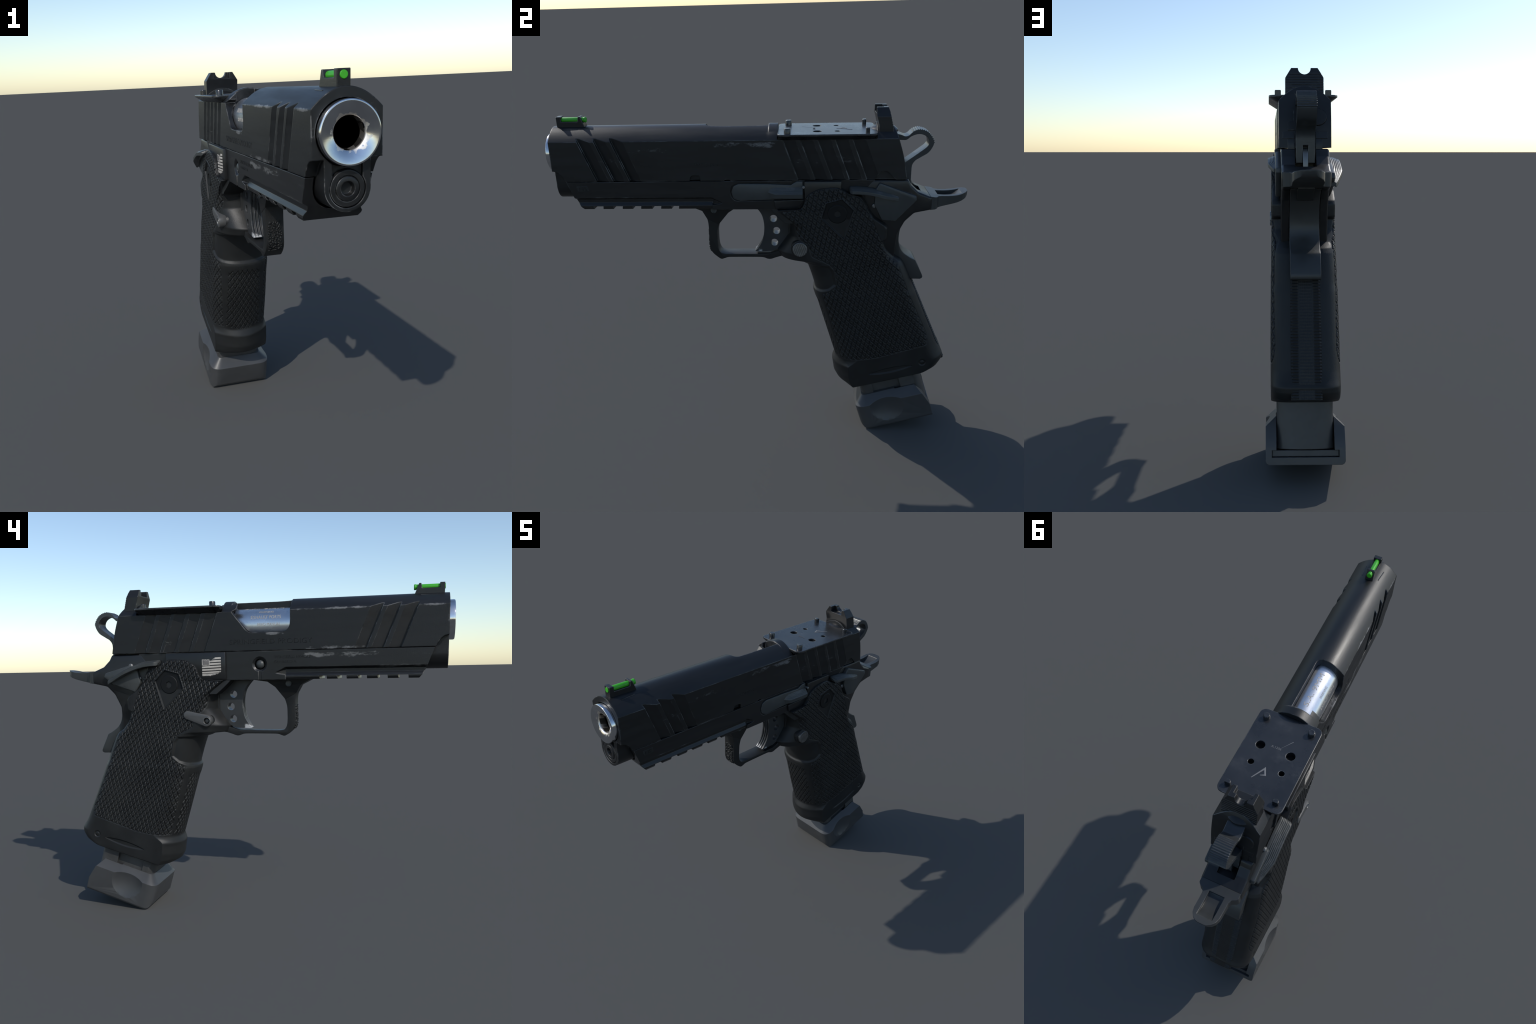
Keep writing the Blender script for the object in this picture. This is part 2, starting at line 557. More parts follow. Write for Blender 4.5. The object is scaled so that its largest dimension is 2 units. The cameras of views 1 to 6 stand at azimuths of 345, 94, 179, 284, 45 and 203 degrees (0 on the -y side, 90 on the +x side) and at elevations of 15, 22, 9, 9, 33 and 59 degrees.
# serrations: ramped grooves, deep at their front edge
def serration(s, yt0, yt1, dy, zt, zb, depth):
    vs = []
    for (z, o) in ((zb, dy * (1.549 - zb) / 0.19), (zt, -dy * (zt - 1.549) / 0.19)):
        vs += [(s * (SW - depth), yt0 + o, z), (s * 0.2, yt0 + o, z), (s * 0.2, yt1 + o, z),
               (s * (SW - 0.0005), yt1 + o, z), (s * (SW - depth * 0.92), yt0 + 0.22 * (yt1 - yt0) + o, z)]
    fs = [(0, 1, 2, 3, 4), (9, 8, 7, 6, 5)] + [(i, (i + 1) % 5, (i + 1) % 5 + 5, i + 5) for i in range(5)]
    return fix(mesh_obj('c', vs, fs))
cut = []
for s in (-1, 1):
    for y0, y1 in ((-0.838, -0.778), (-0.758, -0.699), (-0.679, -0.621)):
        cut.append(serration(s, y0 + 0.002, y1, 0.074, 1.564, 1.34, 0.015))
    for y0, y1 in ((0.124, 0.182), (0.205, 0.262), (0.284, 0.344), (0.363, 0.422), (0.443, 0.502)):
        cut.append(serration(s, y0, y1, 0.071, 1.600, 1.34, 0.013))
slide = boolean(slide, join('c', cut))
# takedown notch, stop notch and safety notch on the left flank
slide = boolean(slide, [
    prism('c', fillet([(-0.324, 1.33), (-0.310, 1.386, 0.02), (-0.268, 1.386, 0.012), (-0.262, 1.33)]), 0.088, 0.2),
    prism('c', fillet([(-0.160, 1.33), (-0.150, 1.367, 0.01), (-0.125, 1.367, 0.01), (-0.115, 1.33)]), 0.095, 0.2),
    prism('c', fillet([(0.525, 1.33), (0.577, 1.399, 0.01), (0.606, 1.399, 0.01), (0.680, 1.33)]), 0.092, 0.2)])
finish(slide, 'slide', M_SLIDE, root, 28)

# extractor end and firing pin stop on the rear face
ext = lathe('e', [(0.0, 0.004), (0.033, 0.004), (0.036, 0.0), (0.036, -0.05)], (0, 0, 0), 'y', 32)
tilt = Matrix.Translation((-0.053, 0.6735, 1.482)) @ Matrix.Rotation(math.radians(15), 4, 'X')
ext.data.transform(tilt)
finish(ext, 'extractor', M_SLIDE, slide)
fp = prism('f', [(-0.045, 1.43), (0.070, 1.43), (0.070, 1.465), (0.048, 1.467), (0.046, 1.513), (-0.045, 1.513)],
           0.55, 0.6, 'y')
for v in fp.data.vertices:
    v.co.y = (0.6815 if v.co.y > 0.58 else 0.62) - (v.co.z - 1.455) * 0.285
finish(fp, 'firing_pin_stop', M_SLIDE, slide)

# ------------------------------------------------------------------ optic plate
rc = 0.034
plan = fillet([(-0.146, 0.101, rc), (0.146, 0.101, rc), (0.146, 0.555, rc), (-0.146, 0.555, rc)], 8)
lvl = [(1.580, 1.0, 0.0015), (1.5785, 1.0, 0.0), (1.572, 1.0, 0.0), (1.549, 1.0, 0.036)]
vs, fs = [], []
cx, cy = 0.0, 0.328
for (z, _, ins) in lvl:
    for (x, y) in plan:
        sx = (0.146 - ins) / 0.146
        sy = (0.227 - ins * 0.35) / 0.227
        vs.append((x * sx, cy + (y - cy) * sy, z))
n = len(plan)
for i in range(len(lvl) - 1):
    for k in range(n):
        j = (k + 1) % n
        fs.append((i * n + k, i * n + j, (i + 1) * n + j, (i + 1) * n + k))
fs += [tuple(range(n)), tuple((len(lvl) - 1) * n + k for k in range(n))]
plate = fix(mesh_obj('optic_plate', vs, fs))
holes = []
for s in (-1, 1):
    holes.append(cyl('c', (s * 0.070, 0.284, 0), 'z', 0.0205, 1.556, 1.62, 32))
    holes.append(cyl('c', (s * 0.070, 0.376, 0), 'z', 0.0135, 1.556, 1.62, 28))
plate = boolean(plate, join('c', holes))
finish(plate, 'optic_plate', M_PLATE, slide)
hb = join('hole_floor', [cyl('c', (s * 0.070, yy, 0), 'z', r - 0.0005, 1.5565, 1.5575, 24)
                         for s in (-1, 1) for yy, r in ((0.284, 0.0205), (0.376, 0.0135))])
finish(hb, 'mounting_hole_floor', M_DARK, slide)  # black discs give the holes a painted-in shadow
for s in (-1, 1):
    p = lathe('p', [(0.0155, 1.570), (0.0155, 1.599), (0.0135, 1.6025), (0.004, 1.6025), (0.0, 1.6015)],
              (s * 0.106, 0.147, 0), 'z', 28)
    finish(p, 'plate_pin', M_PLATE, slide)
    p = lathe('p', [(0.0135, 1.570), (0.0135, 1.600), (0.0115, 1.603), (0.0, 1.603)], (s * 0.107, 0.514, 0), 'z', 28)
    p = boolean(p, box('c', s * 0.107 - 0.1, s * 0.107 + 0.1, 0.519, 0.6, 1.5, 1.7))
    finish(p, 'plate_pin', M_PLATE, slide)
# etched angular mark, seat ring marks
def stroke(name, pts, w, z, h=0.0008):
    P = [Vector(p) for p in pts]
    L, R = [], []
    for i, p in enumerate(P):
        if i == 0:
            d = (P[1] - P[0]).normalized(); k = 1
        elif i == len(P) - 1:
            d = (P[-1] - P[-2]).normalized(); k = 1
        else:
            a = (P[i] - P[i - 1]).normalized(); b = (P[i + 1] - P[i]).normalized()
            d = (a + b).normalized(); k = 1 / max(0.4, d.dot(a))
        nn = Vector((-d.y, d.x)) * (w[i] if isinstance(w, (list, tuple)) else w) * k
        L.append(p + nn); R.append(p - nn)
    return prism(name, [tuple(q) for q in L] + [tuple(q) for q in reversed(R)], z, z + h, 'z')
mk = stroke('m', [(0.036, 0.445), (0.002, 0.383), (-0.012, 0.412), (0.008, 0.4205)], [0.0018, 0.0040, 0.0036, 0.0018], 1.5800)
finish(mk, 'etched_mark', M_ETCH, slide)
sc = stroke('m', [(-0.018, 0.262), (-0.052, 0.213)], [0.0004, 0.0012], 1.5799, 0.0004)
finish(sc, 'scratch', M_ETCH, slide)
lettering('etched_caption', 'A.1206', 0.016, lambda u, v, h: (0.026 - u, 0.275 - v, 1.5803 + h), M_ETCH, slide,
          width=0.046, depth=0.0004)

# ------------------------------------------------------------------ sights
rs = prism('r', [(-0.078, 1.56), (0.078, 1.56), (0.078, 1.643), (0.054, 1.682), (-0.054, 1.682), (-0.078, 1.643)],
           0.553, 0.70, 'y')
back = [(0.54, 1.70), (0.603, 1.70), (0.6045, 1.684)]
zz = 1.664
while zz > 1.59:
    yy = 0.6065 + (1.684 - zz) * 0.235
    back += [(yy + 0.0008, zz), (yy + 0.0024, zz - 0.0078), (yy + 0.0006, zz - 0.0085)]
    zz -= 0.0105
back += [(0.634, 1.56), (0.565, 1.54), (0.565, 1.60)]
rs = boolean(rs, prism('c', back, -0.2, 0.2), 'INTERSECT')
rs = boolean(rs, cyl('c', (0, 0, 1.682), 'y', 0.0262, 0.4, 0.8, 32))
rs = boolean(rs, box('c', -0.039, 0.039, 0.5, 0.586, 1.653, 1.75))
finish(rs, 'rear_sight', M_FRAME, slide, 25)
foot = lathe('f', [(0.0, 1.596), (0.03, 1.595), (0.052, 1.588), (0.066, 1.576), (0.066, 1.565)], (0, 0.592, 0), 'z', 40)
finish(foot, 'sight_foot', M_FRAME, slide)
pin = cyl('p', (-0.012, 0.600, 0), 'z', 0.005, 1.64, 1.6575, 16)
finish(pin, 'sight_pin', M_LEVER, slide)

fsight = prism('f', [(-0.952, 1.598), (-0.953, 1.653), (-0.930, 1.653), (-0.930, 1.630), (-0.850, 1.630),
                     (-0.846, 1.653), (-0.836, 1.653), (-0.818, 1.606), (-0.818, 1.598)], -0.0205, 0.0205)
fsight = bevel(fsight, 0.0015, 1)
finish(fsight, 'front_sight', M_FRAME, slide)
dv = prism('d', [(-0.050, -0.918), (0.050, -0.918), (0.045, -0.845), (-0.045, -0.845)], 1.56, 1.6025, 'z')
for v in dv.data.vertices:
    if v.co.z > 1.6:
        v.co.z = 1.6098 - roof_drop(v.co.x)
finish(dv, 'sight_dovetail', M_FRAME, slide)
rod = lathe('r', [(0.0, -0.9555), (0.0115, -0.9555), (0.0122, -0.953), (0.0122, -0.822), (0.0135, -0.820), (0.0135, -0.815),
                  (0.011, -0.8125), (0.0, -0.8125)], (0, 0, 1.6365), 'y', 24)
finish(rod, 'fibre_optic_rod', M_GREEN, slide)

# ------------------------------------------------------------------ barrel, bore, recoil plug
brl = lathe('b', [(0.0, 0.047), (0.083, 0.047), (0.0845, 0.044), (0.0845, -0.90), (0.0905, -0.905), (0.0910, -0.988),
                  (0.0875, -0.9960), (0.0860, -0.9975), (0.0505, -0.9885), (0.0480, -0.986), (0.0465, -0.982),
                  (0.0465, -0.78), (0.0, -0.78)], (0, 0, BZ), 'y', 72)
barrel = brl
finish(barrel, 'barrel', M_BARREL, root, 40)
ring = lathe('m', [(0.0912, -0.955), (0.0918, -0.993), (0.0905, -0.9982), (0.0880, -1.0), (0.0850, -0.9998), (0.0505, -0.9905),
                   (0.0480, -0.9885), (0.0460, -0.982), (0.0460, -0.97), (0.0460, -0.955)], (0, 0, BZ), 'y', 72)
finish(ring, 'muzzle_crown', M_MUZZLE, barrel, 40)
gp = []
for k in range(72):
    t = 2 * math.pi * k / 72
    gp.append((0.0462 if (k // 6) % 2 else 0.0445))
vs, fs = [], []
for yi in range(25):
    y = -0.983 + 0.0083 * yi
    tw = yi * 0.05
    for k in range(72):
        t = 2 * math.pi * k / 72 + tw
        vs.append((gp[k] * math.cos(t), y, BZ + gp[k] * math.sin(t)))
for i in range(24):
    for k in range(72):
        j = (k + 1) % 72
        fs.append((i * 72 + k, (i + 1) * 72 + k, (i + 1) * 72 + j, i * 72 + j))
fs.append(tuple(24 * 72 + k for k in range(72)))
finish(mesh_obj('bore', vs, fs), 'bore', M_BORE, barrel)

def on_barrel(theta0, y0, direction=-1):
    """text wraps the hood: u along y, v around the cylinder"""
    def place(u, v, h):
        a = theta0 + v / 0.0845
        r = 0.0847 + h
        return (r * math.cos(a), y0 + direction * u, BZ + r * math.sin(a))
    return place
# angle measured from +x; -x side at pi. text v must run upward on the -x flank => decreasing angle
def on_flank(theta0, y0):
    def place(u, v, h):
        a = theta0 - v / 0.0845
        r = 0.0846 + h
        return (r * math.cos(a), y0 - u, BZ + r * math.sin(a))
    return place
lettering('calibre_lettering', 'S.A. 9MM', 0.034, on_flank(math.radians(109), 0.005), M_FLAG, barrel, width=0.20, depth=0.0004)
lettering('warning_lettering', 'WARNING', 0.018, on_flank(math.radians(136), -0.075), M_FLAG, barrel, width=0.075, depth=0.0004)
lettering('warning_lettering', 'EXHAUST PORTS', 0.026, on_flank(math.radians(160), -0.040), M_FLAG, barrel, width=0.150, depth=0.0004)
lettering('warning_lettering', 'READ MANUAL', 0.020, on_flank(math.radians(183), -0.075), M_FLAG, barrel, width=0.115, depth=0.0004)

plug = lathe('p', [(0.0, -0.80), (0.0540, -0.80), (0.0540, -0.970), (0.0520, -0.974), (0.0380, -0.974), (0.0370, -0.970),
                   (0.0355, -0.970), (0.0345, -0.975), (0.0310, -0.9765), (0.0215, -0.9765), (0.0195, -0.972),
                   (0.0170, -0.960), (0.0, -0.958)], (0, 0, 1.327), 'y', 56)
finish(plug, 'recoil_plug', M_FRAME, root, 35)

# ------------------------------------------------------------------ frame
fw = 0.1045
frame = prism('frame', [(-0.913, 1.3570), (0.400, 1.3570), (0.400, 1.2185), (-0.846, 1.2185), (-0.861, 1.236),
                        (-0.877, 1.264)], -fw, fw)
# accessory rail: V grooves along both flanks, then cross slots
for s in (-1, 1):
    a = [(0.1045 + 0.02, 1.290), (0.1045, 1.2785), (0.0860, 1.268), (0.0860, 1.252), (0.0955, 1.2370), (0.0955, 1.229), (0.083, 1.21),
         (0.13, 1.21)]
    g = prism('c', [(s * x, z) for x, z in a], -1.2, -0.215, 'y')
    frame = boolean(frame, g)
    t0 = [(0.126, 1.2925), (0.086, 1.266), (0.086, 1.2420), (0.126, 1.2370)]
    t1 = [(0.126, 1.262), (0.1043, 1.2525), (0.1043, 1.2490), (0.126, 1.244)]
    vs = [(s * x, -0.2155, z) for x, z in t0] + [(s * x, -0.167, z) for x, z in t1]
    fs = [(0, 1, 2, 3), (7, 6, 5, 4)] + [(i, (i + 1) % 4, (i + 1) % 4 + 4, i + 4) for i in range(4)]
    frame = boolean(frame, fix(mesh_obj('c', vs, fs)))
gaps = []
for y0, y1 in ((-0.798, -0.751), (-0.703, -0.656), (-0.607, -0.565), (-0.511, -0.467), (-0.416, -0.380)):
    gaps.append(prism('c', [(y0, 1.2), (y1 - 0.006, 1.2), (y1 + 0.002, 1.2345), (y0 + 0.001, 1.2345)], -0.3, 0.3))
frame = boolean(frame, join('c', gaps))
frame = boolean(frame, cyl('c', (0, 0, 1.330), 'y', 0.0775, -1.2, -0.72, 48))
frame = boolean(frame, box('c', -0.0775, 0.0775, -1.2, -0.72, 1.330, 1.45))
# slide-stop hole, countersink and drain groove on the right flank
frame = boolean(frame, lathe('c', [(0.0, -0.06), (0.0270, -0.06), (0.0270, -0.0965), (0.0360, -0.1035), (0.05, -0.118)], (0, -0.0875, 1.294), 'x', 40))
frame = boolean(frame, prism('c', [(-0.097, 1.2), (-0.080, 1.2), (-0.080, 1.27), (-0.097, 1.27)], -0.2, -0.101))
# slide-stop recess on the left flank
rec = fillet([(-0.125, 1.258, 0.045), (0.09, 1.262), (0.225, 1.262), (0.225, 1.40), (0.165, 1.40), (0.165, 1.350),
              (-0.125, 1.350, 0.045)], 8)
frame = boolean(frame, prism('c', rec, 0.0955, 0.2))
finish(frame, 'frame', M_FRAME, root, 28)

# raised flank panels
pnl = [(0.083, 1.2190), (0.083, 1.3565), (0.398, 1.3565), (0.398, 1.29), (0.36, 1.2190)]
p = bevel(prism('p', pnl, -0.119, -0.09), 0.005, 2)
finish(p, 'frame_panel', M_FRAME, root)
pnl = fillet([(0.224, 1.3565), (0.397, 1.3565), (0.397, 1.29), (0.36, 1.20), (0.24, 1.20), (0.224, 1.25, 0.02)])
p = bevel(prism('p', pnl, 0.09, 0.120), 0.005, 2)
finish(p, 'frame_panel', M_FRAME, root)
shelf = fillet([(0.080, 1.264), (0.088, 1.222, 0.004), (0.190, 1.222, 0.03), (0.2235, 1.262, 0.02), (0.2235, 1.268)])
p = bevel(prism('p', shelf, 0.09, 0.115), 0.006, 2)
finish(p, 'stop_shelf', M_FRAME, root)

# inner frame core: rails between slide and frame, dark seam filler
core = prism('core', [(-0.70, 1.30), (0.690, 1.30), (0.702, 1.362), (0.690, 1.40), (-0.10, 1.40), (-0.12, 1.375), (-0.70, 1.365)], -0.070, 0.070)
railp = prism('r', [(0.50, 1.397), (0.6935, 1.397), (0.6865, 1.424), (0.50, 1.424)], -0.090, 0.090)
core = boolean(core, railp, 'UNION')
core = boolean(core, box('c', -0.042, 0.042, 0.60, 0.9, 1.24, 1.6))
finish(core, 'frame_rail', M_FRAME, root)

# rear tang block
tang = prism('t', fillet([(0.390, 1.3565), (0.552, 1.3565), (0.552, 1.10), (0.50, 1.02), (0.390, 1.02)]), -0.096, 0.096)
rear = prism('t', fillet([(0.540, 1.3565), (0.706, 1.3565), (0.722, 1.327, 0.02), (0.757, 1.294, 0.03), (0.822, 1.268),
                  (0.822, 1.208), (0.742, 1.192, 0.03), (0.700, 1.150, 0.04), (0.668, 1.085), (0.655, 0.93),
                  (0.50, 0.93), (0.50, 1.31)]), -0.097, 0.097)
rear = bevel(rear, 0.010, 3, 25)
rear = boolean(rear, box('c', -0.042, 0.042, 0.62, 0.775, 1.26, 1.6))
rear = boolean(rear, box('c', -0.0635, 0.0635, 0.60, 0.9, 0.8, 1.205))
finish(rear, 'frame_tang', M_FRAME, root)
finish(tang, 'frame_bridge', M_FRAME, root)

# pins in the tang
for (y, z) in ((0.598, 1.297), (0.552, 1.232)):
    for s in (-1, 1):
        q = lathe('p', [(0.012, s * 0.08), (0.012, s * 0.104), (0.008, s * 0.108), (0.0, s * 0.108)], (0, y, z), 'x', 20)
        finish(q, 'frame_pin', M_BUTTON, root)

# ------------------------------------------------------------------ hammer and strut
outer = spline([(0.640, 1.560), (0.668, 1.554), (0.690, 1.546), (0.706, 1.550), (0.724, 1.566), (0.754, 1.576), (0.791, 1.564), (0.815, 1.535),
                (0.8210, 1.508), (0.801, 1.471), (0.766, 1.448), (0.742, 1.433), (0.728, 1.412), (0.726, 1.38)], 8)
dense = []
run = 0.0
for i in range(len(outer) - 1):
    a, b = Vector(outer[i]), Vector(outer[i + 1])
    L = (b - a).length
    steps = 6
    for k in range(steps):
        p = a.lerp(b, k / steps)
        d = (b - a).normalized()
        nn = Vector((-d.y, d.x))
        if p.x > 0.722 and p.y > 1.51:
            ph = (run / 0.0098) % 1.0
            p = p + nn * (0.0030 * (1 - abs(2 * ph - 1) * 1.3))
            run += L / steps
        dense.append(tuple(p))
inner = spline([(0.69, 1.420), (0.715, 1.438), (0.758, 1.470), (0.789, 1.494), (0.800, 1.514), (0.792, 1.537), (0.771, 1.5520), (0.745, 1.555), (0.716, 1.545),
                (0.697, 1.5305), (0.675, 1.529), (0.640, 1.532)], 6)
hm = prism('h', dense + [(0.726, 1.30), (0.655, 1.30), (0.660, 1.38), (0.672, 1.42)] + inner, -0.0385, 0.0385)
hm = boolean(hm, box('c', -0.011, 0.011, 0.65, 0.80, 1.25, 1.370))
finish(hm, 'hammer', M_HAMMER, root, 40)
strut = prism('s', spline([(0.685, 1.36), (0.715, 1.355), (0.735, 1.325), (0.742, 1.28), (0.735, 1.25)], 5) + [(0.69, 1.25)], -0.010, 0.010)
finish(strut, 'hammer_strut', M_BUTTON, root)

# ------------------------------------------------------------------ grip safety with beavertail
lower = spline([(0.790, 1.200), (0.755, 1.190), (0.728, 1.172), (0.704, 1.145), (0.686, 1.102), (0.681, 1.050), (0.688, 1.010), (0.706, 0.980), (0.738, 0.955), (0.760, 0.943)], 6)
lower += [(0.768, 0.938), (0.803, 0.866), (0.808, 0.852), (0.806, 0.843), (0.796, 0.838), (0.70, 0.840)]
lower += [(0.66, 0.90), (0.62, 1.0), (0.62, 1.12), (0.66, 1.20), (0.76, 1.222)]
gs_low = bevel(prism('g', lower, -0.0615, 0.0615), 0.007, 3, 35)
tailp = spline([(0.790, 1.276), (0.815, 1.272), (0.850, 1.2675), (0.900, 1.2655), (0.945, 1.269), (0.980, 1.277), (0.998, 1.2815)], 5)
tailp += spline([(1.0, 1.277), (0.990, 1.2545), (0.965, 1.241), (0.935, 1.231), (0.895, 1.221), (0.855, 1.2125), (0.810, 1.2065), (0.770, 1.201)], 5)
tailp += [(0.760, 1.22), (0.77, 1.265)]
tail = prism('t', tailp, -0.2, 0.2)
half = [(0.0925, 0.70), (0.0925, 0.838), (0.086, 0.846), (0.068, 0.855), (0.0605, 0.872), (0.0600, 0.945),
        (0.054, 0.968), (0.043, 0.984), (0.025, 0.996), (0.0, 1.0)]
plan = [(x, y) for x, y in half] + [(-x, y) for x, y in reversed(half[:-1])]
tail = boolean(tail, prism('c', plan, 1.0, 1.5, 'z'), 'INTERSECT')
tail = boolean(tail, box('c', -0.2, 0.2, 0.6, 0.815, 1.0, 1.5))
dish = [(0.853, 1.35), (0.856, 1.258)] + spline([(0.866, 1.248), (0.90, 1.2440), (0.935, 1.252), (0.968, 1.272)], 5) + [(0.968, 1.35)]
tail = boolean(tail, prism('c', dish, -0.036, 0.036))
finish(tail, 'beavertail', M_SAFETY, root, 35)
finish(gs_low, 'grip_safety', M_SAFETY, root, 40)
key = prism('k', [(0.74, 1.23), (0.815, 1.225), (0.815, 1.203), (0.765, 1.188), (0.715, 1.15)], -0.033, 0.033)
finish(key, 'safety_spine', M_SAFETY, root)

# ------------------------------------------------------------------ thumb safeties
for s in (-1, 1):
    pl = fillet([(0.573, 1.346, 0.008), (0.745, 1.281, 0.008), (0.747, 1.262, 0.006), (0.652, 1.160, 0.01), (0.588, 1.166, 0.012),
                 (0.552, 1.240, 0.03), (0.553, 1.310, 0.012)], 5)
    if s < 0:
        pl = fillet([(0.600, 1.300, 0.008), (0.738, 1.262, 0.008), (0.745, 1.240, 0.008), (0.700, 1.205, 0.006), (0.572, 1.162, 0.008),
                     (0.540, 1.208, 0.02), (0.556, 1.270, 0.02)], 5)
    q = bevel(prism('s', pl, s * 0.090, s * 0.1190), 0.006, 2)
    finish(q, 'thumb_safety', M_LEVER, root)
    # ledge: swept bar with ridged top
    if s > 0:
        path = spline([(0.434, 1.318), (0.47, 1.3175), (0.515, 1.314), (0.56, 1.305), (0.61, 1.291), (0.662, 1.276)], 5)
        xo, th = 0.150, 0.0115
    else:
        path = spline([(0.432, 1.313), (0.47, 1.310), (0.515, 1.305), (0.56, 1.292), (0.61, 1.273), (0.665, 1.247), (0.722, 1.220)], 5)
        xo, th = 0.160, 0.0125
    nx = 26
    vs, fs = [], []
    m = len(path)
    for i, (y, z) in enumerate(path):
        f = i / (m - 1)
        xe = xo if f < 0.7 else xo - (xo - 0.125) * ((f - 0.7) / 0.3) ** 1.2
        if f < 0.08:
            xe = xo - 0.018 * (1 - f / 0.08)
        x0 = 0.100
        top, bot = [], []
        for k in range(nx + 1):
            g = k / nx
            x = x0 + (xe - x0) * g
            drop = 0.012 * g * g
            rg = 0.0028 * (0.5 - 0.5 * math.cos(2 * math.pi * (g * 8.0))) if 0.2 < g < 0.97 else 0.002
            t = th * (0.55 if f < 0.03 else 1.0)
            top.append((s * x, y, z + t - drop - 0.0028 + rg))
            bot.append((s * x, y, z - t - drop * 1.2 + 0.010 * g * (1 if g > 0.5 else 0)))
        vs += top + bot[::-1]
    w = 2 * (nx + 1)
    for i in range(m - 1):
        for k in range(w):
            j = (k + 1) % w
            fs.append((i * w + k, i * w + j, (i + 1) * w + j, (i + 1) * w + k))
    fs += [tuple(range(w)), tuple((m - 1) * w + k for k in range(w))]
    q = fix(mesh_obj('l', vs, fs))
    finish(q, 'safety_ledge', M_LEVER, root, 30)

# ------------------------------------------------------------------ slide stop
ss = fillet([(-0.121, 1.302, 0.0), (-0.112, 1.332, 0.02), (-0.085, 1.3445, 0.02), (0.05, 1.3430), (0.160, 1.336, 0.01), (0.187, 1.3535, 0.01),
             (0.2175, 1.3545), (0.2175, 1.278), (0.088, 1.268, 0.01), (0.02, 1.265, 0.03), (-0.08, 1.259, 0.03), (-0.112, 1.274, 0.02)], 5)
q = bevel(prism('s', ss, 0.090, 0.1068), 0.004, 2)
finish(q, 'slide_stop', M_LEVER, root)
# thumb ledge, ridged sloping top
vs, fs = [], []
yr = [(0.040, 0.1055, 1.342), (0.056, 0.108, 1.3415), (0.088, 0.127, 1.337), (0.16, 0.129, 1.337), (0.2165, 0.130, 1.338)]
nx = 22
for (y, xe, zt) in yr:
    top = []
    for k in range(nx + 1):
        g = k / nx
        x = 0.10 + (xe - 0.10) * g
        rg = 0.0022 * (0.5 - 0.5 * math.cos(2 * math.pi * g * 7)) if 0 < k < nx else 0
        top.append((x, y, zt - 0.040 * g - rg))
    vs += top + [(xe - 0.004, y, 1.276), (0.10, y, 1.272)]
w = nx + 3
for i in range(len(yr) - 1):
    for k in range(w):
        j = (k + 1) % w
        fs.append((i * w + k, i * w + j, (i + 1) * w + j, (i + 1) * w + k))
fs += [tuple(range(w)), tuple((len(yr) - 1) * w + k for k in range(w))]
q = fix(mesh_obj('l', vs, fs))
finish(q, 'stop_ledge', M_LEVER, root, 30)
q = cyl('p', (0, 0.2205, 1.330), 'x', 0.006, 0.09, 0.126, 16)
finish(q, 'plunger_pin', M_BUTTON, root)
q = lathe('p', [(0.0225, -0.02), (0.0225, -0.086), (0.0205, -0.093), (0.016, -0.0985), (0.009, -0.102), (0.0, -0.103)], (0, -0.0875, 1.294), 'x', 32)
finish(q, 'slide_stop_pin', M_LEVER, root)

# ------------------------------------------------------------------ trigger guard
og = spline([(-0.340, 1.221), (-0.310, 1.212), (-0.279, 1.190), (-0.260, 1.160), (-0.2515, 1.125), (-0.2505, 1.06), (-0.2495, 1.000), (-0.237, 0.970),
             (-0.212, 0.946), (-0.195, 0.936), (-0.178, 0.940), (-0.160, 0.9455), (-0.12, 0.9465), (-0.03, 0.9465), (0.015, 0.945), (0.038, 0.937),
             (0.056, 0.936), (0.080, 0.944), (0.115, 0.953), (0.17, 0.955)], 5)
og += [(0.20, 0.965), (0.20, 1.221)]
guard = prism('g', og, -0.0375, 0.0375)
ig = spline([(-0.02, 1.2185), (-0.078, 1.2165), (-0.120, 1.203), (-0.160, 1.176), (-0.191, 1.136), (-0.208, 1.090), (-0.211, 1.045), (-0.2105, 1.01),
             (-0.206, 0.985), (-0.195, 0.969), (-0.176, 0.9635), (-0.150, 0.9625)], 5)
ig += [(0.05, 0.963), (0.12, 0.99), (0.145, 1.06), (0.145, 1.2185)]
igp = prism('c', ig, -0.2, 0.2)
guard = boolean(guard, igp)
guard = bevel(guard, 0.006, 2, 40)
finish(guard, 'trigger_guard', M_POLY, root, 40)
wed = prism('w', [(-0.335, 1.2195), (-0.278, 1.190), (-0.256, 1.150), (-0.20, 1.12), (-0.150, 1.18), (-0.11, 1.207), (-0.03, 1.2195)], -0.055, 0.055)
for v in wed.data.vertices:
    if v.co.z < 1.21:
        v.co.x *= 0.70
for s in (-1, 1):
    q = lathe('p', [(0.0150, s * 0.03), (0.0150, s * 0.0495), (0.0125, s * 0.0510), (0.0095, s * 0.0480), (0.0, s * 0.0480)], (0, -0.219, 1.197), 'x', 24)
    finish(q, 'guard_pin', M_LEVER, root)
finish(wed, 'guard_root', M_POLY, root, 40)
